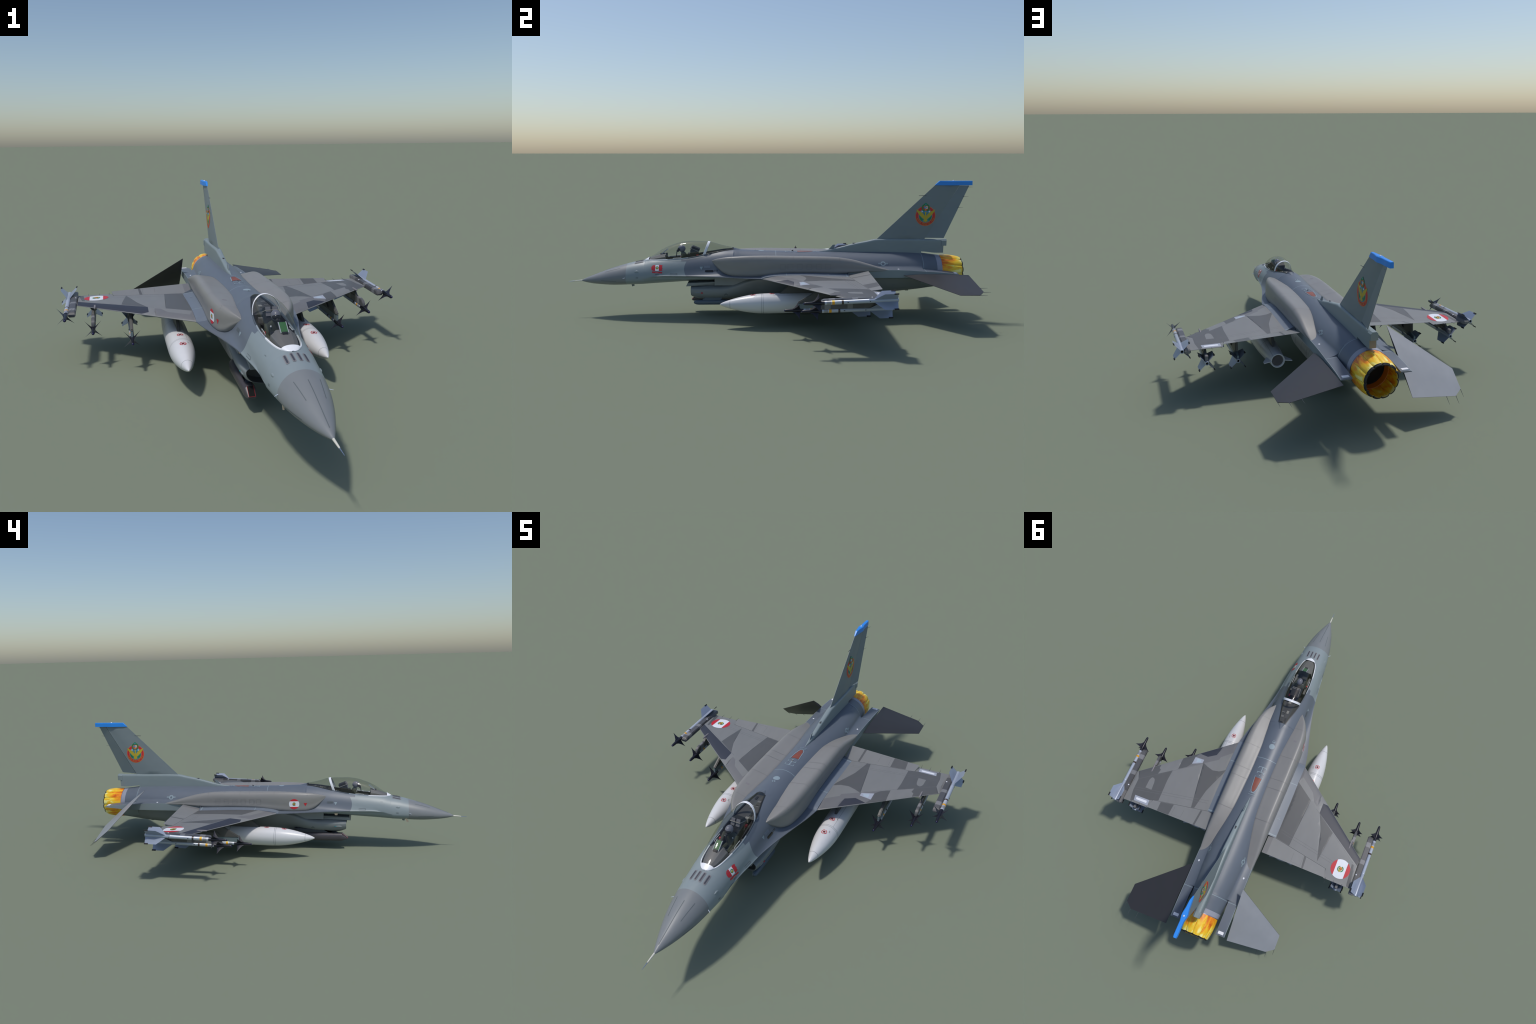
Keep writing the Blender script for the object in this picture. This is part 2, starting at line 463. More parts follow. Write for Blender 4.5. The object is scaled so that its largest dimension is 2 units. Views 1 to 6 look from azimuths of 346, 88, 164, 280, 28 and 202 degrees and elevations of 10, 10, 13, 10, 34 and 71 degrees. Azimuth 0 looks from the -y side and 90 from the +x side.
# ------------------------------------------------------------------ conformal tanks
ci, co, ct, cl = table([(-.285, .0705, .0735, .2800, .2770), (-.278, .069, .0800, .2840, .2715), (-.264, .068, .0920, .2900, .2600),
                        (-.246, .066, .1060, .2955, .2450), (-.218, .0635, .1210, .3020, .2260), (-.173, .061, .1360, .3075, .2150),
                        (-.10, .056, .1455, .3117, .2130), (-.03, .050, .1480, .3127, .2180), (.10, .050, .1480, .3102, .2310),
                        (.20, .053, .1470, .3082, .2310), (.30, .057, .1460, .3050, .2280), (.38, .068, .1455, .2950, .2300),
                        (.473, .086, .1450, .2710, .2370), (.52, .098, .1430, .2560, .2380), (.55, .109, .1405, .2475, .2385),
                        (.574, .130, .1380, .2420, .2390)])
def cft_ring(y, sgn):
    xi, xo, zt, zl = ci(y), co(y), ct(y), cl(y)
    w, h = xo - xi, zt - zl
    ctrl = [(xi - .012, zl + .2*h), (xi - .006, zt - .40*h), (xi, zt - .17*h), (xi + .25*w, zt - .095*h), (xi + .52*w, zt - .035*h), (xi + .74*w, zt),
            (xi + .87*w, zt - .045*h), (xi + .955*w, zt - .17*h), (xo - .003*w, zt - .36*h), (xo, zt - .68*h), (xo - .03*w, zl), (xi + .4*w, zl - .006)]
    n = len(ctrl); pts = []
    for i in range(n):
        p0, p1, p2, p3 = (Vector(ctrl[(i + k - 1) % n]) for k in range(4))
        for s in range(4):
            t = s / 4
            q = .5*((2*p1) + (p2-p0)*t + (2*p0-5*p1+4*p2-p3)*t*t + (3*p1-p0-3*p2+p3)*t**3)
            pts.append((sgn * q.x, y, q.y))
    return pts
CFT = {}
for sgn in (1, -1):
    V, F = loft([cft_ring(y, sgn) for y in [-.285, -.2835, -.28, -.274, -.268, -.26] + steps(-.252, .556, .012) + [.562, .568, .572, .574]], True, True, True)
    CFT[sgn] = part("conformal_fuel_tank", V, F, M_cft, smooth=45)

# ------------------------------------------------------------------ painted panels (wings, fins): cut along the paint edges
def inside(p, poly):
    x, y = p; c = False; n = len(poly)
    for i in range(n):
        x1, y1 = poly[i]; x2, y2 = poly[i-1]
        if (y1 > y) != (y2 > y) and x < (x2-x1)*(y-y1)/(y2-y1) + x1: c = not c
    return c

def panel(name, outline, place, paints, base, under, grid, lines=(), parent=None, smooth=35, both=False):
    """closed thin body over a 2D outline; place(u, v, side) gives both skins. paints: [(polygon, material)]"""
    verts = [Vector(p) for p in outline]; n = len(verts)
    edges = [(i, (i+1) % n) for i in range(n)]
    for poly, _ in paints:
        o = len(verts); verts += [Vector(p) for p in poly]
        edges += [(o+i, o + (i+1) % len(poly)) for i in range(len(poly))]
    strips = []
    for a, b, wd in lines:
        a, b = Vector(a), Vector(b); d = (b-a).normalized(); nn = Vector((-d.y, d.x)) * wd / 2
        poly = [a+nn, b+nn, b-nn, a-nn]; strips.append(([tuple(p) for p in poly], M_line))
        o = len(verts); verts += poly; edges += [(o, o+1), (o+1, o+2), (o+2, o+3), (o+3, o)]
    verts += [Vector(p) for p in grid if inside(p, outline)]
    v2, e2, f2, *_ = delaunay_2d_cdt(verts, edges, [], 0, 1e-5)
    mats = [base, under] + [m for _, m in list(paints) + strips]
    tris = []; idx = []
    for f in f2:
        c = sum((v2[i] for i in f), Vector((0, 0))) / len(f)
        if not inside(c, outline): continue
        m = 0
        for k, (poly, _) in enumerate(list(paints) + strips):
            if inside(c, poly): m = k + 2
        tris.append(tuple(f)); idx.append(m)
    nv = len(v2)
    V = [place(p.x, p.y, 1) for p in v2] + [place(p.x, p.y, -1) for p in v2]
    cnt = {}
    for f in tris:
        for i in range(3):
            e = (f[i], f[(i+1) % 3]); cnt[e] = cnt.get(e, 0) + 1
    F = list(tris) + [tuple(i + nv for i in f[::-1]) for f in tris]
    I = idx + (list(idx) if both else [1] * len(tris))
    for (a, b) in cnt:
        if (b, a) not in cnt:
            F.append((b, a, a + nv, b + nv)); I.append(1 if not both else 0)
    return part(name, V, F, mats, parent, mat_idx=I, smooth=smooth)

def y_hinge(x): return .371 + (x - .187) * .1742      # flaperon hinge line
def y_slat(x): return .152 + (x - .323) * .7135 + .003     # leading edge flap hinge
def wing_skin(sgn):
    def place(u, v, side):
        ch = TE - y_le(u); c = (v - y_le(u)) / ch
        t = max(ch * WING_T * airfoil(c), .0007)
        z = WING_Z + side * t * (1.0 if side > 0 else .6)
        d = y_slat(u) - v
        if d > 0: z -= .03 * d
        return (sgn * u, v, z)
    return place
def wing_grid():
    pts = []
    for i in range(1, 60):
        u = .187 + .43 * i / 60
        for c in (.012, .03, .055, .085, .12, .16, .2, .25, .3, .35, .4, .45, .5, .55, .6, .65, .7, .75, .8, .85, .9, .95):
            pts.append((u, y_le(u) + c * (TE - y_le(u))))
        pts.append((u, y_slat(u) + .003)); pts.append((u, y_slat(u) - .003))
    return pts
WING_OUT = [LE0, LE1, (.617, .470), (.478, .468), (.474, y_hinge(.474)), (.187, y_hinge(.187))]
LEFT_PAINT = [
    ([(.422,.222), (.424,.154), (.353,.098), (.188,-.037), (.1885,.033), (.241,.080), (.243,.096), (.298,.135), (.323,.152)], M_wm),
    ([(.313,.141), (.284,.154), (.251,.163), (.217,.156), (.1885,.137), (.192,.159), (.219,.226), (.238,.277), (.258,.382), (.274,.385)], M_wd),
    ([(.610,.307), (.515,.231), (.515,.252), (.505,.258), (.509,.284), (.445,.239), (.448,.299), (.445,.413), (.489,.429), (.582,.466), (.591,.409), (.591,.346)], M_wd),
    ([(.422,.222), (.424,.154), (.353,.098), (.366,.126), (.367,.168), (.385,.196)], M_wd),
    ([(.537,.375), (.503,.375), (.506,.336), (.510,.320), (.517,.313), (.526,.312), (.532,.319), (.536,.332)], M_wl),
    ([(.569,.430), (.489,.429), (.487,.4585), (.565,.457)], M_patch),
    ([(.558,.438), (.500,.437), (.498,.449), (.556,.449)], M_white),
    ([(.352,.0985), (.256,.020), (.266,.076), (.305,.102)], M_wn),
    ([(.366,.126), (.316,.125), (.317,.145), (.367,.168)], M_patch),
    ([(.352,.131), (.333,.130), (.325,.142), (.350,.152)], M_patch2),
]
RIGHT_PAINT = [
    ([(.1885,.056), (.281,.124), (.264,.383), (.1885,.369)], M_wd),
    ([(.348,.170), (.444,.240), (.421,.405), (.382,.251)], M_wd),
    ([(.188,-.035), (.323,.074), (.322,.143), (.300,.126), (.277,.081), (.202,.021), (.192,.056), (.1885,.054)], M_wm),
    ([(.346,.113), (.373,.115), (.508,.224), (.614,.310), (.614,.352), (.346,.169)], M_wn),
    ([(.586,.352), (.597,.354), (.614,.466), (.596,.466)], M_wd),
]
WING_LINES = [((.200,.320), (.588,.392), .0012), ((.205,.334), (.585,.404), .0012), ((.323,.155), (.59,.3455), .0012)]
WINGS = {}
for sgn, pts in ((1, LEFT_PAINT), (-1, RIGHT_PAINT)):
    WINGS[sgn] = panel("wing", WING_OUT, wing_skin(sgn), pts, M_wl, M_wu, wing_grid(), WING_LINES)
# flaperons, deflected upwards
FLAP_OUT = [(.150, y_hinge(.150) + .001), (.472, y_hinge(.472) + .001), (.480, .467), (.151, .467)]
def flap_skin(sgn):
    k = math.tan(R(14.5))
    def place(u, v, side):
        d = max(v - y_hinge(u), 0); L = .467 - y_hinge(u)
        ch = TE - y_le(u); t0 = ch * WING_T * airfoil((y_hinge(u) - y_le(u)) / ch)
        t = t0 * (1 - .93 * d / L) * (1 if side > 0 else .6)
        return (sgn * u, v, WING_Z + side * t + d * k)
    return place
fgrid = [(.15 + .33*i/24, y) for i in range(25) for y in steps(.375, .46, .012)]
FL = [([(.430,.416), (.362,.404), (.363,.466), (.427,.466)], M_wd), ([(.222,.380), (.213,.379), (.216,.466), (.226,.466)], M_wd)]
FR = [([(.353,.402), (.365,.404), (.369,.466), (.360,.466)], M_wd), ([(.152,.367), (.176,.371), (.177,.466), (.152,.466)], M_wm)]
for sgn, pts in ((1, FL), (-1, FR)):
    fl = panel("flaperon", FLAP_OUT, flap_skin(sgn), pts, M_wl, M_wu, fgrid,
               [((.30,.41),(.30,.455),.001), ((.30,.455),(.35,.458),.001), ((.35,.458),(.35,.412),.001)], WINGS[sgn])
    # small formation light stub on the slat and static wicks
    V, F = lathe([(-.034, .0002), (-.033, .0032), (-.02, .004), (.01, .004), (.022, .001)], 14, (sgn*.546, .268, .2165))
    part("warning_antenna", V, F, M_vent, WINGS[sgn])
    wk = [rod((sgn*x, .462, .2145), (sgn*x, .492, .2165), .0011, .0003, 6) for x in (.490, .530, .575)]
    part("static_wick", *merge(*wk), M_steel, WINGS[sgn])
    V, F = ellipsoid((sgn*.6235, .395, .2235), .004, .005, .003, 10, 6)
    part("navigation_light", V, F, M_white, WINGS[sgn])

# ------------------------------------------------------------------ vertical tail
FAIR_Z = pchip([.245, .298, .322, .413, .48, .536, .60, .88], [.3135, .3225, .3275, .3505, .364, .3745, .3755, .3735])
FAIR_W = pchip([.245, .30, .40, .536, .75, .88], [.0015, .0078, .011, .0135, .0155, .0145])
def fairing_ring(y):
    w, zt = FAIR_W(y), FAIR_Z(y)
    zb = min(.300, TOP(y) - .02) if y < .755 else (.3125 - .007 * smoothstep(.755, .835, y))
    pts = []
    for j in range(17):
        t = math.pi * j / 16; c, s = math.cos(t), math.sin(t)
        r = min(.014, (zt - zb) * .9)
        pts.append((w * abs(c)**.6 * (1 if c >= 0 else -1), y, zt - r + r * s**.7))
    return pts + [(-w, y, (zt*.35 + zb*.65)), (-w, y, zb), (w, y, zb), (w, y, (zt*.35 + zb*.65))]
fair = part("fin_base_fairing", *loft([fairing_ring(y) for y in steps(.245, .75, .012) + [.7545, .7555] + steps(.765, .866, .01)], True, True, True), M_fairing, smooth=40)
V, F = loft([[(-w, y, .341), (w, y, .341), (w, y, .366), (w*.55, y, .3735), (-w*.55, y, .3735), (-w, y, .366)]
             for y, w in ((.855, .0168), (.876, .0165), (.881, .0145))], True, True, True)
part("parachute_housing", V, F, M_fairing, fair, smooth=40)
V, F = box(-.0125, .0125, .858, .8665, .3065, .3405)
part("tail_light_housing", V, F, paint("stained_metal", (142, 134, 124), .4), fair)

FIN0, FIN1 = (.530, .370), (.8155, .6405)
def fin_le(z): return FIN0[0] + (z - FIN0[1]) * (FIN1[0] - FIN0[0]) / (FIN1[1] - FIN0[1])
def rud_hinge(z): return .773 + (z - .377) * .6225
def fin_te(z): return .865 + (z - .377) * .450
def fin_half(y, z):
    t0 = .0095 - .0048 * (z - .37) / .27
    c = (y - fin_le(z)) / (fin_te(z) - fin_le(z))
    return max(t0 * min(1, (max(c, 0) / .45) ** .75) * min(1, .12 + .88 * max(1 - c, 0) / .5), .0006)
fin_place = lambda u, v, s: (s * fin_half(u, v), u, v)
fgr = [(fin_le(z) + c * (fin_te(z) - fin_le(z)), z) for z in steps(.38, .635, .017) for c in (.03, .08, .15, .25, .35, .45, .55, .65)]
fin = panel("vertical_fin", [FIN0, FIN1, (rud_hinge(.6405), .6405), (rud_hinge(.370), .370)], fin_place, [], M_fin, M_fin, fgr, both=True)
rud_deg = R(15)
hp = Vector((0, rud_hinge(.38), .38)); hd = (Vector((0, rud_hinge(.64), .64)) - hp).normalized()
RM = Matrix.Translation(hp) @ Matrix.Rotation(-rud_deg, 4, hd) @ Matrix.Translation(-hp)
def rud_place(u, v, s):
    return tuple(RM @ Vector((s * fin_half(u, v), u, v)))
rgr = [(rud_hinge(z) + c * (fin_te(z) - rud_hinge(z)), z) for z in steps(.39, .63, .02) for c in (.1, .4, .7)]
rudder = panel("rudder", [(rud_hinge(.6385) + .0015, .6385), (fin_te(.6385), .6385), (fin_te(.379), .379), (rud_hinge(.379) + .0015, .379)],
               rud_place, [], M_fin, M_fin, rgr, parent=fin, both=True)
# blue fin cap with bulged middle
def cap_ring(y, hw, z0=.6400, z1=.6615):
    f = min(1, (y - .8135) / .023) if y < .8365 else 1
    zt = z0 + (z1 - z0) * max(f, .02)
    return [(-hw, y, z0), (hw, y, z0), (hw*.92, y, zt - .002*f), (hw*.7, y, zt), (-hw*.7, y, zt), (-hw*.92, y, zt - .002*f)]
cap = part("fin_cap", *loft([cap_ring(y, w) for y, w in ((.8145, .0025), (.8365, .0062), (.87, .0085), (.893, .0128), (.905, .0132), (.927, .0088), (.96, .0088), (.990, .0085), (.9985, .0062))], True, True, True), M_blue, fin, smooth=25)
part("beacon_light", *ellipsoid((0, .905, .662), .0035, .0045, .0035, 12, 6), M_white, cap)
wk = [rod((.014, fin_te(z)-.008, z), (.020, fin_te(z) + .0185, z), .0010, .0003, 6) for z in (.632, .586, .532)] + [rod((0, .780, .589), (0, .737, .5885), .0016, .0010, 8)]
part("static_wick", *merge(*wk), M_steel, fin)
# antennas on the spine
V, F = prism([(.292, .320), (.315, .346), (.327, .3465), (.319, .322)], lambda u, v, t: (t, u, v), -.0012, .0012)
part("blade_antenna", V, F, M_fin, fair)
part("spine_scoop", *lathe([(-.010, .003), (-.008, .0045), (.006, .003), (.012, .0004)], 12, (0, .424, .3515)), M_steel, fair)
V, F = prism([(.105, .314), (.117, .322), (.119, .314)], lambda u, v, t: (t, u, v), -.001, .001)
part("blade_antenna", V, F, M_steel, fuselage)

# ------------------------------------------------------------------ tailplanes
STAB = [(.146, .640), (.380, .838), (.380, .926), (.343, .955), (.146, .953)]
def stab_skin(sgn, pitch):
    c, s = math.cos(R(pitch)), math.sin(R(pitch))
    def place(u, v, side):
        le = .640 + (u - .146) * .846; ch = .955 - le
        cc = (v - le) / ch
        t = (.0058 - .0036 * (u - .146) / .234) * min(1, max(cc, 0) / .3 + .08) * min(1, max(1 - cc, 0) / .5 + .08)
        z = .2170 - (u - .146) * .193 + side * max(t, .0007)
        dy, dz = v - .791, z - .216
        return (sgn * u, .791 + dy*c + dz*s, .216 - dy*s + dz*c)
    return place
sgr = [(.146 + .234*i/14, .64 + .315*j/20) for i in range(15) for j in range(21)]
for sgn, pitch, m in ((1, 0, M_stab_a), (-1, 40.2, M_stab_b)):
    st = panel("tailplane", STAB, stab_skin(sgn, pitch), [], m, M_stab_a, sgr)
    pl = stab_skin(sgn, pitch)
    wk = [rod(pl(u, v, 0), pl(u, v + .034, 0), .0012, .0004, 6) for u, v in ((.300, .9535), (.345, .953), (.379, .927))]
    part("static_wick", *merge(*wk), M_steel, st)

# ------------------------------------------------------------------ ventral fins, splayed outwards
VF = [(.410, 0), (.465, .098), (.592, .080), (.608, 0)]         # (y, depth below the root)
for sgn in (1, -1):
    V, F = prism(VF, lambda u, v, t: (sgn*(.052 + v*.26 + t), u, .130 - v*.96), -.0016, .0016)
    part("ventral_fin", V, F, M_belly)

# ------------------------------------------------------------------ speed brakes
for sgn in (1, -1):
    V, F = loft([[(sgn*xi, y, zb), (sgn*.1405, y, zb), (sgn*.1405, y, zt), (sgn*xi, y, zt + .003)]
                 for y, xi, zb, zt in ((.743, .093, .2045, .2345), (.80, .0955, .206, .2315), (.86, .0955, .211, .226), (.911, .0955, .2155, .2185))], True, True, True)
    br = part("speed_brake", V, F, M_fus)
    part("formation_light", *box(min(sgn*.104, sgn*.131), max(sgn*.104, sgn*.131), .890, .904, .2180, .2246), M_white, br)
    part("position_light", *ellipsoid((sgn*.119, .620, .2425), .0048, .006, .0022, 12, 6), M_white, fuselage)

# ------------------------------------------------------------------ engine nozzle
NC = Vector((0, 0, .2138)); NP = 12
nz_r = pchip([.842, .87, .90, .925, .942, .955], [.0778, .0786, .0774, .0742, .0708, .0672])
noz = part("engine_nozzle", *loft([[(r*math.cos(2*math.pi*k/60), y, NC.z + r*math.sin(2*math.pi*k/60)) for k in range(60)]
           for y, r in ((.825, .079), (.848, .0783), (.848, .0745), (.845, .072))]), M_metal)
def petal_mesh():
    V, F, I = [], [], []
    ysn = steps(.846, .950, .008) + [.953, .9565]; nu = 9; hw = math.pi / NP * .985
    for side in (0, 1):
        for y in ysn:
            f = (y - .846) / .11
            for i in range(nu):
                s = -1 + 2 * i / (nu - 1)
                r = nz_r(y) + .0014 * f * (1 - s*s) - .0026 * f * smoothstep(.75, 1, abs(s))
                yy = y - .0022 * f * s * s * (1 if y > .93 else 0)
                if y > .951: r -= .0028
                if side: r -= .0042 + .0035 * (1 - f)
                a = s * hw
                V.append((r * math.sin(a), yy, r * math.cos(a)))
    n = len(ysn)
    def q(side, j, i): return side*n*nu + j*nu + i
    for side in (0, 1):
        for j in range(n - 1):
            for i in range(nu - 1):
                F.append((q(side,j,i), q(side,j,i+1), q(side,j+1,i+1), q(side,j+1,i)))
                I.append(1 if (side == 0 and j >= n - 3) else 0)
    for j in range(n - 1):
        for i in (0, nu - 1): F.append((q(0,j,i), q(0,j+1,i), q(1,j+1,i), q(1,j,i))); I.append(1)
    for i in range(nu - 1): F.append((q(0,n-1,i), q(0,n-1,i+1), q(1,n-1,i+1), q(1,n-1,i))); I.append(1)
    return make_mesh("nozzle_petal", V, F, [M_fire, M_black], I, 30)
pm = petal_mesh()
for k in range(NP):
    ob = bpy.data.objects.new("nozzle_petal", pm); link(ob, noz)
    ob.rotation_euler = (0, 2*math.pi*(k + .5)/NP, 0); ob.location = NC
part("nozzle_throat_ring", *loft([[ (r*math.cos(2*math.pi*k/48), y, NC.z + r*math.sin(2*math.pi*k/48)) for k in range(48)]
     for y, r in ((.862, .0735), (.860, .0690), (.836, .0640))]), M_ringo, noz)
part("afterburner_disc", *lathe([(.837, .0641), (.760, .062), (.759, .0)], 48, (0, 0, NC.z)), M_soot, noz)

# ------------------------------------------------------------------ canopy
CAN_Z = pchip([-.613, -.600, -.574, -.54, -.507, -.473, -.435, -.388, -.341, -.301, -.246, -.18], [.2765, .284, .2985, .3215, .3395, .3525, .3630, .3680, .3660, .3615, .3495, .3355])
def canopy_ring(y, off=0.0, n=28, tilt=0.0):
    xs, zs, zt = SILL_X(y), SILL_Z(y), CAN_Z(y)
    h = max(zt - zs, .0005); a0 = R(-14) * smoothstep(-.6, -.54, y) * (1 - smoothstep(-.36, -.3, y))
    w = xs / math.cos(a0); zc = zs - h * math.sin(a0) * .75
    pts = []
    for i in range(n + 1):
        t = a0 + (math.pi - 2*a0) * i / n
        hz = (zt - zc + off) if math.sin(t) > 0 else h * .75
        z = zc + hz * abs(math.sin(t)) ** .95 * (1 if math.sin(t) >= 0 else -1)
        pts.append(((w + off) * math.cos(t), y + tilt * (z - zs), z))
    return pts
ARC_T = .39
front = [canopy_ring(y) for y in [-.6127, -.612, -.611, -.609] + steps(-.606, -.36, .0075)] + [canopy_ring(y, 0, 28, ARC_T * smoothstep(-.40, -.322, y)) for y in steps(-.354, -.322, .0065)]
canopy = part("canopy", *loft(front, False), M_glass, smooth=60)
rear = [canopy_ring(y, 0, 28, ARC_T * (1 - smoothstep(-.322, -.20, y))) for y in steps(-.322, -.1785, .008)]
part("canopy_rear_window", *loft(rear, False), M_glass, canopy, smooth=60)
# white arch between front and rear glazing
V, F = loft([canopy_ring(-.329, .0002, 28, ARC_T), canopy_ring(-.328, .0016, 28, ARC_T), canopy_ring(-.316, .0016, 28, ARC_T), canopy_ring(-.315, .0002, 28, ARC_T)], False)
part("canopy_arch", V, F, M_white, canopy, smooth=50)
# sill frame: white round the front, paint coloured aft, dark gasket inside
def sill_ring(y, s):
    xs, zs = SILL_X(y), SILL_Z(y)
    return [(s*(xs + .0035), y, zs - .0022), (s*(xs + .003), y, zs + .0012), (s*(xs - .0005), y, zs + .0022), (s*(xs - .002), y, zs - .001), (s*xs, y, zs - .004)]
ysl = [-.6127, -.612, -.611, -.609, -.607] + steps(-.605, -.18, .008)
M_sill = banded("sill_frame_paint", [(-9, (232, 234, 240)), (-.50, (150, 160, 170)), (-.40, (80, 88, 98)), (-.31, (46, 48, 50))])
for s in (1, -1):
    part("canopy_sill", *loft([sill_ring(y, s) for y in ysl], True, True, True), M_sill, canopy)
V = []; F = []
rows = []
for y in steps(-.6155, -.594, .0027):
    xs = SILL_X(max(y + .001, -.6128)) + .0030; zs = SILL_Z(max(y, -.613))
    zt = CAN_Z(max(y, -.613)) + .001
    rows.append([(xs * math.cos(t), y, zs + .0008 + (zt - zs) * math.sin(t)) for t in [math.pi*i/14 for i in range(15)]])
part("canopy_nose_frame", *loft(rows, False), M_white, canopy)
V, F = loft([canopy_ring(y, -.0008, 20) for y in (-.1855, -.177)], False)
part("canopy_rear_frame", V, F, M_dark, canopy)
# pointed fairing that carries the glazing line down to the spine
fr = []
for y in steps(-.1815, -.139, .005):
    f = (y + .1815) / .0425; w = .0172 * (1 - f) + .0012; zt = .3352 - .0115 * f; zb = .322
    fr.append([(w * 1.15, y, zb)] + [(w * math.cos(t), y, zb + .002 + (zt - zb - .002) * math.sin(t) ** .8) for t in [math.pi*i/12 for i in range(13)]] + [(-w * 1.15, y, zb)])
part("canopy_fairing", *loft(fr, True, True, True), M_fus, fuselage, smooth=50)

# ------------------------------------------------------------------ cockpit
rings = []
for y in steps(-.611, -.18, .01):
    xs, zs = SILL_X(y), SILL_Z(y); d = .05 * smoothstep(-.612, -.56, y) * (1 - .75 * smoothstep(-.33, -.30, y)) + .003
    rings.append([(xs, y, zs - .002), (xs*.96, y, zs - d*.5), (xs*.8, y, zs - d), (0, y, zs - d), (-xs*.8, y, zs - d), (-xs*.96, y, zs - d*.5), (-xs, y, zs - .002)])
tub = part("cockpit_tub", *loft(rings, False, False, False), M_dark)
# glare shield: faceted hood
hood = []
for y, k, zt in ((-.607, .55, .2775), (-.595, .80, .2835), (-.575, .86, .2905), (-.55, .86, .2985), (-.527, .85, .3050), (-.510, .85, .3085)):
    xs = SILL_X(y); zs = SILL_Z(y) - .006
    hood.append([(k*xs, y, zs), (k*xs*.93, y, zs + (zt-zs)*.55), (k*xs*.52, y, zt - .001), (0, y, zt), (-k*xs*.52, y, zt - .001), (-k*xs*.93, y, zs + (zt-zs)*.55), (-k*xs, y, zs)])
part("glare_shield", *loft(hood, False), M_cgrey, tub, smooth=12)
part("instrument_panel", *merge(box(-.036, .036, -.5125, -.509, .245, .303), box(-.02, .02, -.506, -.485, .235, .272)), M_dark, tub)
for s in (1, -1):
    V, F = prism([(-.536, .3055), (-.528, .3065), (-.500, .3285), (-.506, .3295)], lambda u, v, t: (t, u, v), s*.0105, s*.0125)
    part("hud_frame", V, F, paint("hud_frame_paint", (190, 192, 205), .4) if s == 1 else bpy.data.materials["hud_frame_paint"], tub)
V, F = prism([(-.533, .3060), (-.531, .3058), (-.502, .3275), (-.504, .3285)], lambda u, v, t: (t, u, v), -.0103, .0103)
part("hud_combiner", V, F, M_hud, tub)
part("hud_projector", *box(-.008, .008, -.540, -.520, .300, .3075), M_dark, tub)
for s in (1, -1):
    x = s * .0435
    p = [(x, -.475, .283), (x, -.473, .2885), (x, -.435, .2915), (x, -.433, .286)]
    part("canopy_handle", *merge(*[rod(p[i], p[i+1], .0011, .0011, 6) for i in range(3)]), M_white, tub)
# pilot
pil = part("pilot", *loft([[(rx*math.cos(t), yc + ry*math.sin(t), z) for t in [2*math.pi*i/20 for i in range(20)]]
          for z, rx, ry, yc in ((.240, .020, .016, -.425), (.262, .024, .016, -.424), (.285, .0275, .0155, -.424), (.300, .0265, .0145, -.425), (.308, .019, .012, -.427), (.314, .009, .008, -.430), (.322, .008, .008, -.432))], True, True, True), M_olive, tub)
part("helmet", *ellipsoid((0, -.4345, .3300), .0150, .0185, .0170, 24, 14), M_helm, pil)
part("helmet_visor", *ellipsoid((0, -.4395, .3285), .0140, .0165, .0110, 20, 12), M_glassd, pil)
part("oxygen_mask", *merge(ellipsoid((0, -.4545, .3195), .0062, .0065, .0072, 14, 8), rod((0, -.459, .316), (.006, -.462, .290), .0022, .0022, 8)), M_dark, pil)
part("arm", *merge(*[m for s in (1, -1) for m in (rod((s*.025, -.424, .300), (s*.031, -.445, .272), .0085, .007, 10), rod((s*.031, -.445, .272), (s*.024, -.485, .263), .007, .0055, 10))]), M_olive, pil)
part("leg", *merge(*[rod((s*.012, -.43, .252), (s*.016, -.505, .256), .010, .008, 10) for s in (1, -1)]), M_olive, pil)
part("harness_patch", *merge(*[ellipsoid((s*.016, -.4385, .297), .003, .002, .0035, 8, 6) for s in (1, -1)]), M_white, pil)
# ejection seat
def tilt_box(x0, x1, y0, y1, z0, z1, deg, piv):
    V, F = box(x0, x1, y0, y1, z0, z1); c, s = math.cos(R(deg)), math.sin(R(deg))
    return [(x, piv[0] + (y-piv[0])*c + (z-piv[1])*s, piv[1] - (y-piv[0])*s + (z-piv[1])*c) for x, y, z in V], F
seat = part("ejection_seat", *merge(tilt_box(-.020, .020, -.400, -.362, .250, .342, 22, (-.385, .29)), tilt_box(-.024, .024, -.41, -.372, .240, .300, 22, (-.385, .29))), M_dark, tub)
bevel(seat, .0015)
part("headrest_pad", *merge(tilt_box(-.019, -.003, -.4035, -.400, .312, .341, 22, (-.385, .29)), tilt_box(.003, .019, -.4035, -.400, .312, .341, 22, (-.385, .29))), paint("headrest_grey", (122, 120, 128), .6), seat)
part("seat_rail", *merge(rod((-.020, -.392, .335), (.020, -.392, .335), .0016, .0016, 6), rod((.021, -.392, .335), (.021, -.350, .318), .0016, .0016, 6), rod((-.021, -.392, .335), (-.021, -.350, .318), .0016, .0016, 6)), M_clight, seat)
part("ejection_handle", *merge(box(.024, .031, -.362, -.350, .296, .304), box(-.040, -.034, -.448, -.440, .276, .284)), M_red, seat)
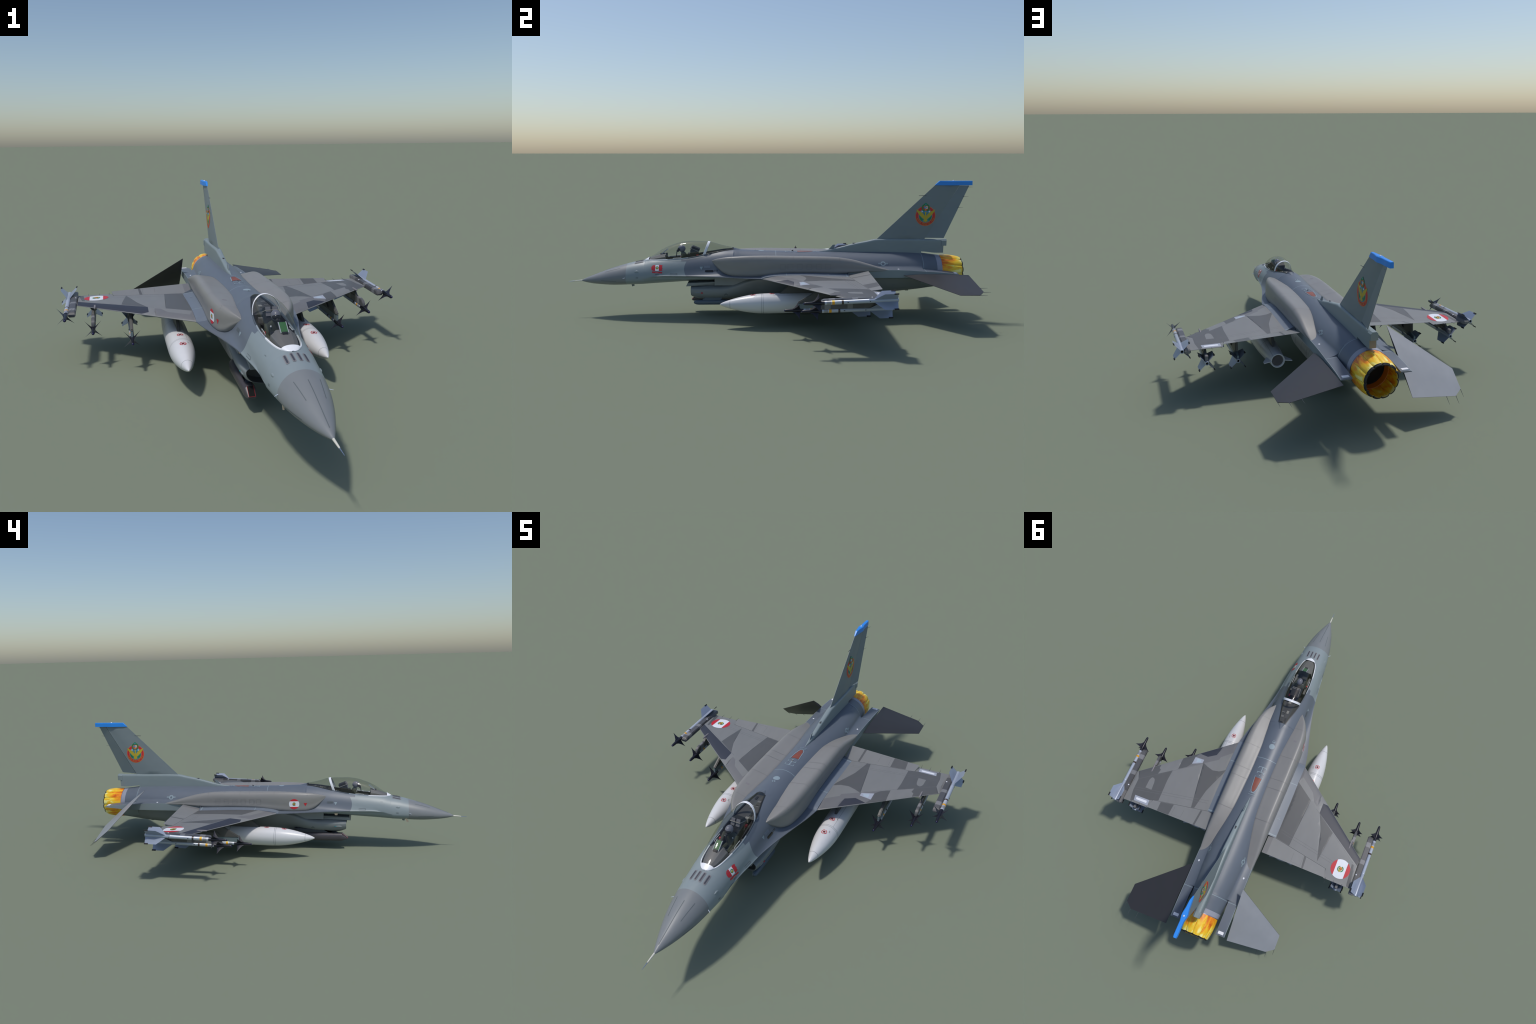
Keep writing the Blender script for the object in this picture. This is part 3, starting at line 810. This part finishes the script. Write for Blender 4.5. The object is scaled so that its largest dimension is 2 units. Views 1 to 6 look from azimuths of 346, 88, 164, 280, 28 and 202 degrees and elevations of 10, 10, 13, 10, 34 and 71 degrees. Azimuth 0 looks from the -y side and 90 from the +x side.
# equipment behind the seat
random.seed(3)
eq = []
for i in range(16):
    y = -.345 + .15 * i / 16 + random.uniform(-.004, .004); xs = SILL_X(y) * .8
    x = random.uniform(-xs*.8, xs*.5); w = random.uniform(.006, .016); l = random.uniform(.01, .022); zs = SILL_Z(y) - .012
    eq.append(box(x, min(x + w, xs), y, y + l, zs - .01, zs + random.uniform(.004, .011)))
for k, (mm, nm) in enumerate(((M_clight, "avionics_box"), (M_cgrey, "avionics_box"), (M_dark, "avionics_box"))):
    ob = part(nm, *merge(*eq[k::3]), mm, tub); ob["kind"] = "stuff"
V, F = loft([[(SILL_X(y)*.93*s, y, SILL_Z(y) - .005) for s in (1, .5, 0, -.5, -1)] for y in steps(-.315, -.18, .01)], False)
part("rear_deck", V, F, paint("rear_deck_grey", (74, 73, 75), .6), tub)
part("side_console", *merge(box(.030, .041, -.50, -.40, .255, .271), box(-.041, -.030, -.50, -.40, .255, .271)), M_cgrey, tub)

# ------------------------------------------------------------------ nose furniture
pit = part("pitot_probe", *lathe([(-.970, .0016), (-.965, .0024), (-.93, .0036)], 14, (0, 0, 0)), paint("probe_cream", (215, 212, 200), .4), radome)
for v in pit.data.vertices: v.co.z += .1715 + (v.co.y + .932) * .07
part("pitot_tip", *rod((0, -.999, .1668), (0, -.968, .169), .0006, .0015, 8), paint("probe_steel", (140, 155, 185), .3, metallic=.6), pit)
for s in (1, -1):
    part("angle_of_attack_probe", *rod((s*.068, -.706, .196), (s*.0815, -.716, .1955), .0018, .0006, 8), paint("probe_pale", (190, 200, 215), .3) if s == 1 else bpy.data.materials["probe_pale"], fuselage)
    V, F = ellipsoid((s*.0672, -.646, .2262), .0045, .014, .0060, 14, 10)
    V = [(x, y, z if y < -.646 else .2262 + (z - .2262) * (1 - .85*(y + .646)/.014)) for x, y, z in V]
    part("side_blister", V, F, M_front, fuselage)
V, F = prism([(-.690, .156), (-.676, .156), (-.674, .143), (-.686, .140)], lambda u, v, t: (t, u, v), -.0016, .0016)
part("blade_antenna", V, F, M_fin, fuselage)
V, F = prism([(-.705, .150), (-.693, .168), (-.687, .163), (-.695, .146)], lambda u, v, t: (t - .052, u, v), -.0015, .0015)
part("temperature_probe", V, F, M_cream, fuselage)
V, F = prism([(-.345, .196), (-.327, .196), (-.330, .186), (-.342, .186)], lambda u, v, t: (t, u, v), -.094, -.091)
part("marker_antenna", V, F, M_cream, fuselage)
part("tail_hook_bumper", *box(-.006, .006, .684, .700, .112, .124), M_belly, trunk)

# ------------------------------------------------------------------ markings pressed on to the surface below
def bvh(objs):
    V, F = [], []
    for ob in objs:
        o = len(V); V += [v.co.copy() for v in ob.data.vertices]
        F += [tuple(i + o for i in p.vertices) for p in ob.data.polygons]
    return BVHTree.FromPolygons(V, F)

def decal(name, layers, origin, U, Vv, tree, parent, off=.0004, fine=.006, step=.00025, flat=None):
    """layers: [(polygon in (u, v) metres, material)]; pressed along -(U x V)"""
    U = Vector(U).normalized(); Vv = Vector(Vv).normalized(); N = U.cross(Vv).normalized(); O = Vector(origin)
    bm = bmesh.new(); mats = []
    for k, (poly, m) in enumerate(layers):
        if m not in mats: mats.append(m)
        bl = bmesh.new()
        f = bl.faces.new([bl.verts.new((p[0], p[1], 0)) for p in poly])
        bmesh.ops.triangulate(bl, faces=[f])
        for _ in range(6):
            ed = [e for e in bl.edges if e.calc_length() > fine]
            if not ed: break
            bmesh.ops.subdivide_edges(bl, edges=ed, cuts=1)
            bmesh.ops.triangulate(bl, faces=bl.faces[:])
        vm = []
        for v in bl.verts:
            p = O + U * v.co.x + Vv * v.co.y
            hit = tree.ray_cast(p + N * .06, -N, .12)
            if hit[0] is not None:
                nn = hit[1] if hit[1].dot(N) > 0 else -hit[1]
                q = hit[0] + nn * (off + min(k, 24) * step)
            else:
                near = tree.find_nearest(p); nn = near[1] if near[1].dot(N) > 0 else -near[1]
                q = near[0] + nn * (off + k * step)
            vm.append(bm.verts.new(q))
        bl.verts.index_update()
        for f in bl.faces:
            idx = [v.index for v in f.verts]
            nf = bm.faces.new([vm[i] for i in idx]); nf.material_index = mats.index(m); nf.smooth = True
        bl.free()
    me = bpy.data.meshes.new(name); bm.to_mesh(me); bm.free()
    for m in mats: me.materials.append(m)
    return link(bpy.data.objects.new(name, me), parent)

def disc(r, cx=0, cy=0, n=40, a0=0, a1=360):
    return [(cx + r*math.cos(R(a0 + (a1-a0)*i/n)), cy + r*math.sin(R(a0 + (a1-a0)*i/n))) for i in range(n if a1 - a0 >= 360 else n + 1)]
def arc_band(r0, r1, a0, a1, cx=0, cy=0, n=20):
    return [(cx + r1*math.cos(R(a0 + (a1-a0)*i/n)), cy + r1*math.sin(R(a0 + (a1-a0)*i/n))) for i in range(n+1)] + \
           [(cx + r0*math.cos(R(a1 + (a0-a1)*i/n)), cy + r0*math.sin(R(a1 + (a0-a1)*i/n))) for i in range(n+1)]
def ring(r0, r1, cx=0, cy=0):
    return [arc_band(r0, r1, 0, 180, cx, cy), arc_band(r0, r1, 180, 360, cx, cy)]
def rect(w, h, cx=0, cy=0):
    return [(cx-w/2, cy-h/2), (cx+w/2, cy-h/2), (cx+w/2, cy+h/2), (cx-w/2, cy+h/2)]
def star(r, cx=0, cy=0, k=.4):
    return [(cx + (r if i % 2 == 0 else r*k)*math.sin(math.pi*i/5), cy + (r if i % 2 == 0 else r*k)*math.cos(math.pi*i/5)) for i in range(10)]
def letters(text, size):
    """outline-free text turned into 2D triangles with the built-in font"""
    cu = bpy.data.curves.new("lettering_source", 'FONT'); cu.body = text; cu.size = size; cu.align_x = 'CENTER'; cu.align_y = 'CENTER'
    cu.resolution_u = 2
    ob = bpy.data.objects.new("lettering_source", cu); bpy.context.collection.objects.link(ob)
    dg = bpy.context.evaluated_depsgraph_get()
    me = bpy.data.meshes.new_from_object(ob.evaluated_get(dg))
    out = [[(me.vertices[i].co.x, me.vertices[i].co.y) for i in p.vertices] for p in me.polygons]
    bpy.data.objects.remove(ob); bpy.data.curves.remove(cu); bpy.data.meshes.remove(me)
    return out

T_wing = {s: bvh([WINGS[s]]) for s in (1, -1)}
T_fus = bvh([fuselage, radome]); T_fair = bvh([fair, fuselage]); T_fin = bvh([fin, rudder, cap])
T_cft = {s: bvh([CFT[s]]) for s in (1, -1)}

def roundel(r):
    k = .56; a = math.degrees(math.acos(k)); s = r / .048
    L = [(disc(r), M_white), (disc(r, a0=-a, a1=a), M_red), (disc(r, a0=180-a, a1=180+a), M_red)]
    L += [(arc_band(.011*s, .0155*s, -70, 70), M_green), (arc_band(.011*s, .0155*s, 110, 250), M_green)]
    L += [(disc(.009*s, 0, -.001*s), M_gold), (disc(.0055*s, .002*s, .010*s), M_gold), (arc_band(.0035*s, .0085*s, 190, 350), M_orange), (disc(.0030*s, -.003*s, .002*s), M_red), (disc(.0026*s, .004*s, -.001*s), M_green)]
    return L
decal("roundel", roundel(.0485), (-.542, .3965, .22), (1, 0, 0), (0, 1, 0), T_wing[-1], WINGS[-1], fine=.012)
decal("roundel", roundel(.0262), (-.15, -.124, .253), (0, 0, 1), (0, 1, 0), T_cft[-1], CFT[-1])
decal("warning_triangle", [([(-.009, .007), (.009, .007), (0, -.010)], M_red)], (-.15, -.181, .250), (0, -1, 0), (0, 0, 1), T_cft[-1], CFT[-1])

def emblem():
    L = [(disc(.0495, n=56), M_orange), (disc(.0472, n=56), M_red), (disc(.0352, n=56), M_orange), (disc(.0335, n=56), M_teal)]
    L += [(disc(.0335, a0=32, a1=148), M_sky)]
    for s in (1, -1):
        wing = [(0, -.004), (s*.005, .001), (s*.012, .011), (s*.022, .019), (s*.034, .0255), (s*.0475, .0330), (s*.0430, .0225), (s*.0365, .0125),
                (s*.0290, .0030), (s*.0200, -.0060), (s*.0110, -.0140), (0, -.0180)]
        L.append((wing if s == 1 else wing[::-1], M_gold))
        L.append(([(s*.0125, -.0170), (s*.0225, -.0080), (s*.0300, .0005), (s*.0285, -.0120), (s*.0200, -.0240)][::s], M_green))
    L += [(disc(.0062, 0, -.006, 20), M_gold), ([(-.0040, -.006), (.0040, -.006), (.0026, .013), (-.0026, .013)], M_gold), (disc(.0042, .0, .016, 16), M_gold),
          ([(-.0060, -.012), (.0060, -.012), (.0115, -.0285), (.004, -.0275), (0, -.032), (-.004, -.0275), (-.0115, -.0285)], M_gold)]
    # crest with wreath above
    L += [(arc_band(.0135, .0195, -70, 70, 0, .040), M_green), (arc_band(.0135, .0195, 110, 250, 0, .040), M_green), (disc(.0065, 0, .0575, 20), M_green), (disc(.0035, 0, .0575, 14), M_sky)]
    L += [([(-.010, .046), (0, .046), (0, .036), (-.010, .036)], M_sky), ([(0, .046), (.010, .046), (.010, .036), (0, .036)], M_white),
          ([(-.010, .036), (.010, .036), (.007, .027), (0, .0235), (-.007, .027)], M_red), (disc(.0042, 0, .0305, 14), M_gold), (disc(.003, .005, .041, 10), M_green)]
    L += [(star(.0052, s*.0175, .021), M_white) for s in (1, -1)]
    txt = "FUERZA AEREA DEL PERU"
    for i, ch in enumerate(txt):
        if ch == " ": continue
        a = R(198 + (342 - 198) * i / (len(txt) - 1)); c, s_ = math.cos(a + math.pi/2), math.sin(a + math.pi/2)
        for tri in letters(ch, .0085):
            L.append(([(.0413*math.cos(a) + c*u - s_*v, .0413*math.sin(a) + s_*u + c*v) for u, v in tri], M_gold))
    return L
EM = emblem()
for s in (1, -1):
    decal("squadron_emblem", EM, (0, .772 + .0, .4895), (0, s, 0), (0, 0, 1), T_fin, fin, off=.0005, fine=.008, step=.00007)

# flag and name flash by the cockpit, left side only
FLAG = [([(-.029, .003), (-.026, .012), (-.020, .0165), (-.009, .017), (-.009, -.013), (-.020, -.012), (-.027, -.007)], M_red),
        ([(-.009, .017), (.0085, .0165), (.0085, -.0135), (-.009, -.013)], M_white),
        ([(.0085, .0165), (.019, .0165), (.0265, .0135), (.0235, .006), (.0265, -.001), (.0235, -.007), (.0265, -.0125), (.017, -.0145), (.0085, -.0135)], M_red),
        ([(-.024, -.0155), (.0255, -.0195), (.0255, -.0265), (-.024, -.0225)], M_red)]
FLAG += [(p, M_green) for p in ring(.0045, .0075, 0, .002)] + [(disc(.004, 0, .001, 14), M_gold)]
FLAG += [([(u, v - .0305) for u, v in t], M_ink) for t in letters("IIIOII", .008)]
FLAG += [([(u, v - .0215) for u, v in t], M_white) for t in letters("-------", .007)]
decal("nose_flag", FLAG, (.080, -.548, .2475), (0, 1, 0), (-.42, 0, .91), T_fus, fuselage, step=.00004)

M_star = paint("insignia_grey", (88, 97, 108), .5)
# stencils on the fuselage
def stencil(name, layers, y, z, s, **k):
    return decal(name, layers, (s*.10, y, z), (0, s, 0), (-s*.35, 0, .94), T_fus, fuselage, **k)
for s in (1, -1):
    stencil("rescue_arrow", [([(-.008, .006), (.008, .006), (0, -.010)], M_trim)], -.333, .252, s)
    stencil("stencil_block", [(rect(.030, .0022, 0, .0045 - .003*i), M_stencil if s < 0 else M_root) for i in range(4)], -.305, .257, s)
    stencil("stencil_block", [(rect(.034, .0016, 0, .004), M_stencil), (rect(.034, .0016, 0, -.004), M_stencil), (rect(.0016, .008, .018, 0), M_stencil)], -.468, .222, s)
    stencil("stencil_block", [(rect(.003, .0022, -.003, 0), M_stencil), (rect(.003, .0022, .003, 0), M_stencil)], -.566, .266, s)
    stencil("stencil_block", [(rect(.012, .0016, 0, .002), M_stencil), (rect(.012, .0016, 0, -.0015), M_stencil)], -.646, .207, s)
    SI = [(disc(.0127), M_trim), (star(.0108, 0, 0, .42), M_star)] + [(rect(.0115, .0075, q*.0185, 0), M_trim) for q in (1, -1)] + [(rect(.0105, .0016, q*.0185, 0), M_star) for q in (1, -1)]
    decal("star_insignia", SI, (s*.11, .5505, .2785), (0, s, 0), (-s*.55, 0, .83), T_fus, fuselage)
# gun port on the left, behind the cockpit
SLOT = [(disc(.0052, .016, 0, 10, -90, 90) + disc(.0052, -.016, 0, 10, 90, 270), M_glassd)]
stencil("gun_port", SLOT, -.294, .2345, 1, off=.0008)
stencil("gun_vent", [(rect(.0022, .0085, .0065*i, 0), M_glassd) for i in range(3)], -.268, .2370, 1, off=.0008)
M_star2 = paint("spine_panel_grey", (84, 94, 108), .5)
# spine markings
UP = ((1, 0, 0), (0, 1, 0))
decal("refuelling_mark", [([(-.0205, -.036), (.0205, -.036), (.0150, .022), (.010, .040), (0, .046), (-.010, .040), (-.0150, .022)], M_trim),
      ([(-.0182, -.038), (.0182, -.038), (.0125, .022), (.0075, .038), (0, .0425), (-.0075, .038), (-.0125, .022)], M_star2),
      ([(-.0168, -.038), (.0168, -.038), (.0105, .022), (.006, .035), (0, .039), (-.006, .035), (-.0105, .022)], M_copper)], (0, .176, .33), *UP, T_fus, fuselage)
H = [(rect(.0035, .050, 0, 0), M_trim), (rect(.040, .003, 0, -.022), M_trim), (rect(.036, .003, 0, .006), M_trim)]
for s in (1, -1):
    H += [(rect(.003, .012, s*.019, -.017), M_trim), (rect(.003, .010, s*.017, .010), M_trim)]
    H += [([(s*.019, .030), (s*.021, .030), (s*.016, .085), (s*.013, .085)][::s], M_trim)]
H += [(rect(.034, .002, 0, .132), M_trim), (rect(.030, .002, 0, .122), M_trim)]
decal("refuelling_guide", H, (0, .100, .33), *UP, T_fus, fuselage)
SP = [(disc(.0145), M_trim), (disc(.0072, 0, -.027), M_trim), (disc(.0046, 0, -.027), M_root), (disc(.003, 0, -.0285), M_vdark)]
decal("antenna_patch", SP, (0, -.042, .33), *UP, T_fus, fuselage)
for s in (1, -1):
    decal("access_panel_outline", [(rect(.018, .0015, .0, .006), M_trim), (rect(.010, .008, 0, 0), M_root)], (s*.165, .27, .23), *UP, T_fus, fuselage)
decal("vent_panel", [(rect(.016, .010), M_vent)], (-.098, -.118, .33), *UP, T_cft[-1], CFT[-1])
# radome lightning strips
RAD = [(0, .0013, -.905, -.745), (.036, .0010, -.81, -.735), (-.036, .0010, -.81, -.735)]
for x, w, a, b in RAD:
    x1 = x * .72
    decal("lightning_strip", [([(x1 - w, a), (x1 + w, a), (x + w, b), (x - w, b)], M_stencil)], (0, 0, .22), *UP, T_fus, radome, fine=.02)
for s in (1, -1):
    decal("lightning_strip", [(rect(.078, .0018), M_stencil)], (s*.06, -.79, .178), (0, s, 0), (0, 0, 1), T_fus, radome, fine=.02)
# four vents ahead of the canopy, each a rimmed slot
for x in (-.0285, -.0095, .0095, .0285):
    def stadium(hw, hl): return disc(hw, 0, hl - hw, 10, 0, 180) + disc(hw, 0, -(hl - hw), 10, 180, 360)
    decal("nose_vent", [(stadium(.0050, .0220), M_vent), (stadium(.0026, .0185), M_vdark)], (x, -.643, .30), *UP, T_fus, fuselage, off=.0012, step=.0004)
# CFT panel lines
for s in (1, -1):
    M_l = bpy.data.materials.get("tank_fairing_line") or paint("tank_fairing_line", (121, 120, 121), .5)
    L = []
    for y in (.06, .095, .14, .185, .23, .275):
        for q in ((.024, .0008, 0, .012), (.024, .0008, 0, -.012)): L.append((rect(q[0], q[1], y + q[2], q[3]), M_l))
        for q in (.012, -.012): L.append((rect(.0008, .024, y + q, 0), M_l))
    if s < 0: L = [([(-u, v) for u, v in p][::-1], m) for p, m in L]
    decal("access_panel_outline", L, (s*.16, 0, .262), (0, s, 0), (0, 0, 1), T_cft[s], CFT[s], fine=.01)
    decal("access_panel_outline", [(rect(.09, .0009, 0, y), M_l) for y in (-.19, -.02, .11, .16, .33)], (s*.098, 0, .33), *UP, T_cft[s], CFT[s], fine=.008)
T_tr = bvh([trunk])
for s in (1, -1):
    decal("intake_chevron", [([(-.010, -.006), (-.0065, -.008), (0, -.001), (.0065, -.008), (.010, -.006), (0, .005)], M_stencil)], (s*.09, -.215, .118), (0, s, 0), (0, 0, 1), T_tr, trunk)
    V, F = ellipsoid((s*.0865, -.345, .124), .005, .022, .0055, 14, 10)
    fl = part("intake_light_fairing", V, F, M_belly, trunk)
    part("intake_light", *ellipsoid((s*.0915, -.332, .1245), .0016, .006, .0028, 10, 6), M_red if s == 1 else M_teal, fl)

# ------------------------------------------------------------------ stores: missiles
def missile_mesh():
    prof = [(0, .0), (.0006, .0018), (.002, .0034), (.0045, .0050), (.009, .0060), (.03, .0071), (.06, .0080), (.085, .0083), (.0855, .0086), (.26, .0086), (.261, .0091), (.265, .0091), (.266, .0086), (.374, .0086), (.380, .0080), (.380, .0055), (.376, .005)]
    V, F = lathe(prof, 24)
    return make_mesh("missile", V, F, M_missile, smooth=35)
MM = missile_mesh()
def fin_mesh(name, pts, t, m, tip=None):
    out = []
    n = len(pts)
    V = [(0, y, r) for y, r in pts]
    # lens section: thick down the middle, sharp at the edge
    cy = sum(p[0] for p in pts)/n; cr = min(p[1] for p in pts) + .004
    V += [(t, cy, cr), (-t, cy, cr)]
    F = [(i, (i+1) % n, n) for i in range(n)] + [((i+1) % n, i, n+1) for i in range(n)]
    return make_mesh(name, V, F, m, smooth=20)
M_canard = fin_mesh("canard", [(.032, .006), (.046, .014), (.057, .028), (.0665, .0455), (.0665, .030), (.069, .016), (.075, .006)], .0012, M_mdark)
M_tailfin = fin_mesh("tail_fin", [(.281, .006), (.320, .0445), (.373, .0445), (.3775, .006)], .0013, M_mfin)
RV, RF = box(-.0016, .0016, .357, .3755, .0405, .0462)
M_roll = make_mesh("rolleron", RV, RF, M_black)
V, F = lathe([(.3765, .0052), (.3765, .0)], 16); M_noz = make_mesh("missile_nozzle", V, F, M_dark)
def missile(x, y, z, tail_z, s=1):
    ob = bpy.data.objects.new("missile", MM); link(ob)
    ob.location = (x, y, z); ob.rotation_euler = (math.asin((tail_z - z) / .38), 0, 0)
    for k in range(4):
        a = R(45 + 90*k)
        for me in (M_canard, M_tailfin, M_roll):
            c = bpy.data.objects.new(me.name.split(".")[0], me); link(c, ob); c.rotation_euler = (0, a, 0)
    link(bpy.data.objects.new("missile_nozzle", M_noz), ob)
    part("missile_lug", *merge(box(s*.0078 if s > 0 else -.0098, .0098 if s > 0 else -.0078, .175, .181, -.0012, .0012), box(s*.0078 if s > 0 else -.0098, .0098 if s > 0 else -.0078, .264, .268, -.0012, .0012)), M_black, ob)
    return ob
for s in (1, -1):
    missile(s*.6525, .1145, .2065, .2215, s)
    missile(s*.5540, .1155, .1490, .1600, s)
    missile(s*.4120, .0515, .1165, .1290, s)

# launchers and pylons
def slab(name, outline, x, hw, m, parent=None, bev=.002):
    """side outline in (y, z) extruded across +-hw round x, local y from the front so bands line up"""
    y0 = min(p[0] for p in outline)
    V, F = prism([(y - y0, z) for y, z in outline], lambda u, v, t: (t, u, v), -hw, hw)
    ob = part(name, V, F, m, parent)
    if bev: bevel(ob, bev)
    ob.location = (x, y0, 0)
    return ob
for s in (1, -1):
    slab("wingtip_launcher", [(.183, .2035), (.187, .2135), (.200, .2195), (.240, .2215), (.494, .2280), (.497, .2270), (.497, .2110), (.480, .2085), (.20, .1985), (.188, .1995)], s*.6305, .0130, M_rail, None, .003)
    slab("missile_launcher", [(.176, .1585), (.176, .172), (.185, .1835), (.205, .1885), (.487, .1910), (.489, .1900), (.489, .1690), (.20, .1580)], s*.5540, .0065, M_rail, None, .002)
    slab("launcher_adapter", [(.245, .186), (.275, .2075), (.44, .2095), (.46, .188)], s*.5540, .0050, M_pylon, None, .001)
    slab("weapon_pylon", [(.112, .1490), (.112, .1555), (.178, .1950), (.196, .2065), (.395, .2085), (.400, .160), (.36, .1480)], s*.4120, .0062, M_pylon, None, .003)
    slab("missile_launcher", [(.1135, .1235), (.1135, .1490), (.40, .1555), (.425, .1500), (.425, .1370)], s*.4120, .0045, paint("launcher_blue_grey", (112, 126, 130), .45) if s == 1 else bpy.data.materials["launcher_blue_grey"], None, .001)
    slab("pylon_actuator", [(.20, .158), (.215, .176), (.31, .178), (.33, .160)], s*.4120, .0105, M_pylon, None, .003)

# ------------------------------------------------------------------ stores: drop tanks
tank_r = pchip([-.237, -.232, -.222, -.205, -.19, -.155, -.123, -.092, -.06, -.03, 0, .18, .24, .30, .36, .42, .445],
               [.0008, .0045, .0095, .0155, .0203, .0295, .0364, .0415, .0450, .0464, .0468, .0468, .0460, .0432, .0390, .0335, .0310])
def tank_paint():
    m, nt, b = new_mat("drop_tank_paint", .33)
    vec, x, y, z = coords(nt)
    col = as_sock(nt, rgb(214, 214, 216))
    for yy in (-.190, -.044, -.037, .19, .30):
        col = mix(nt, col, rgb(160, 162, 166), (y - yy).abs() < .0011)
    seam = ((x - .021).abs() < .0007) * (z > 0) * (y > -.037)
    col = mix(nt, col, rgb(166, 168, 172), seam)
    nt.links.new(grain(nt, vec, col, .035, 30, (1, .2, 1)), b.inputs["Base Color"])
    return m
M_dtank = tank_paint()
V, F = lathe([(y, tank_r(y)) for y in [-.237, -.2345, -.232, -.227, -.222, -.213] + steps(-.205, .445, .012)] + [(.445, .027), (.438, .026), (.438, 0)], 48)
TK = make_mesh("drop_tank", V, F, M_dtank, smooth=40)
FV, FF = prism([(.385, .030), (.405, .045), (.435, .0620), (.452, .0620), (.446, .028)], lambda u, v, t: (v, u, t - .10*(v - .03)), -.0016, .0016)
TFIN = make_mesh("tank_fin", FV, FF, M_dtank)
T_tank = BVHTree.FromPolygons([v.co.copy() for v in TK.vertices], [tuple(p.vertices) for p in TK.polygons])
def tank_marks(parent, ymark):
    L = [(disc(.0056, n=20), M_dred)] + [(arc_band(.0090, .0118, a + 6, a + 84, n=10), M_red) for a in (0, 90, 180, 270)]
    ob = decal("filler_marking", L, (0, ymark, .05), *UP, T_tank, parent)
    tx = [([(u, v) for u, v in t], M_ink) for t in letters("IIIIIIII IIII", .0045)]
    o2 = decal("tank_stencil", tx, (.0185, ymark + .010, .05), (0, 1, 0), (-1, 0, 0), T_tank, parent)
for s in (1, -1):
    ob = bpy.data.objects.new("drop_tank", TK); link(ob)
    ob.location = (s*.2430, 0, .1085); ob.rotation_euler = (R(.9), 0, 0)
    for k in (0, 1):
        f = bpy.data.objects.new("tank_fin", TFIN); link(f, ob)
        if k: f.scale = (-1, 1, 1)
    f = None
    tank_marks(ob, -.083); tank_marks(ob, .005)
    part("tank_end_cap", *lathe([(.4395, .0245), (.4395, 0)], 24), M_vent, ob)
    slab("tank_pylon", [(.030, .1500), (.044, .1590), (.078, .1905), (.105, .2065), (.345, .2095), (.375, .150)], s*.2430, .0060, M_pylon, None, .002)

# centreline tank: fatter, carried against the belly
cl_r = pchip([-.150, -.147, -.138, -.115, -.08, -.05, -.02, .03, .08, .27, .32, .38, .43, .47],
             [.0008, .004, .0095, .0195, .0315, .0400, .0470, .0550, .0577, .0577, .0565, .0520, .0465, .0420])
cl_z = pchip([-.15, .27, .47], [.0600, .0577, .0660])
rings = []
for y in [-.150, -.1485, -.146, -.142, -.136, -.128] + steps(-.12, .47, .0125):
    rings.append([(cl_r(y)*math.cos(2*math.pi*k/48), y, cl_z(y) + cl_r(y)*math.sin(2*math.pi*k/48)) for k in range(48)])
rings.append([(x*.88, y, .0660 + (z - .0660)*.88) for x, y, z in rings[-1]])
cltank = part("centreline_drop_tank", *loft(rings, True, True, True), M_dtank, smooth=40)
part("tank_pylon", *box(-.008, .008, .05, .42, .10, .13), M_pylon, cltank)
decal("tank_joint", [(rect(.0022, .05, y, 0), M_vent) for y in (.10, .27)], (.08, 0, .055), (0, 1, 0), (0, 0, 1), bvh([cltank]), cltank)
decal("tank_joint", [(rect(.0022, .05, -y, 0), M_vent) for y in (.10, .27)], (-.08, 0, .055), (0, -1, 0), (0, 0, 1), bvh([cltank]), cltank)

# ------------------------------------------------------------------ sensor pods beneath the intake
def pod_ring(y, r, c, sq=2.6, seg=28, kz=1.0):
    out = []
    for k in range(seg):
        t = 2*math.pi*k/seg; cc, ss = math.cos(t), math.sin(t)
        out.append((c[0] + r*abs(cc)**(2/sq)*(1 if cc >= 0 else -1), y, c[1] + kz*r*abs(ss)**(2/sq)*(1 if ss >= 0 else -1)))
    return out
C = (-.0660, .0635)
pod = part("targeting_pod", *loft([pod_ring(y, r, C) for y, r in ((-.365, .0205), (-.35, .0215), (-.20, .0215), (-.13, .021), (-.10, .017), (-.085, .009), (-.082, .002))], True, True, True), M_pod, smooth=40)
# wedge nose with faceted windows outlined in red
V, F = loft([pod_ring(-.365, .0205, C, 2.6, 28),
             [(C[0] + .0125*max(-1, min(1, 1.5*math.cos(2*math.pi*k/28))), -.396 + .004*abs(math.sin(2*math.pi*k/28)), C[1] - .007 + .0035*math.sin(2*math.pi*k/28)) for k in range(28)]], True, False, True)
part("pod_window_head", V, F, M_pod, pod, smooth=20)
hw = .0105
def on_wedge(u, t):   # u across, t from top rear (0) to the lip (1)
    return (C[0] + u, -.3655 - .0300*t, C[1] + .0212 - .0245*t)
V = [on_wedge(-hw, .02), on_wedge(hw, .02), on_wedge(hw, .97), on_wedge(-hw, .97)]
part("pod_window", V + [(x, y + .004, z - .003) for x, y, z in V], [(0,1,2,3), (7,6,5,4), (0,4,5,1), (1,5,6,2), (2,6,7,3), (3,7,4,0)], M_glassd, pod)
part("pod_window_trim", *merge(rod(on_wedge(-hw, 0), on_wedge(-hw, 1), .0004, .0004, 6), rod(on_wedge(hw, 0), on_wedge(hw, 1), .0004, .0004, 6), rod(on_wedge(-hw, 1), on_wedge(hw, 1), .0004, .0004, 6)), M_red, pod)
V, F = prism([(-.345, .086), (-.335, .090), (-.297, .0895), (-.262, .106), (-.115, .106), (-.145, .084)], lambda u, v, t: (C[0] + t, u, v), -.0095, .0095)
bevel(part("pod_adapter", V, F, paint("adapter_blue_black", (52, 58, 70), .4), pod), .003)
C2 = (.0650, .0725)
pod2 = part("sensor_pod", *loft([pod_ring(y, r, C2, 2.2) for y, r in ((-.3745, .003), (-.371, .0075), (-.362, .0110), (-.35, .0125), (-.22, .0125), (-.205, .011), (-.198, .006))], True, True, True), M_podb, smooth=45)
V, F = prism([(-.333, .083), (-.312, .106), (-.226, .106), (-.243, .083)], lambda u, v, t: (C2[0] + t, u, v), -.006, .006)
bevel(part("pod_adapter", V, F, M_podb, pod2), .001)
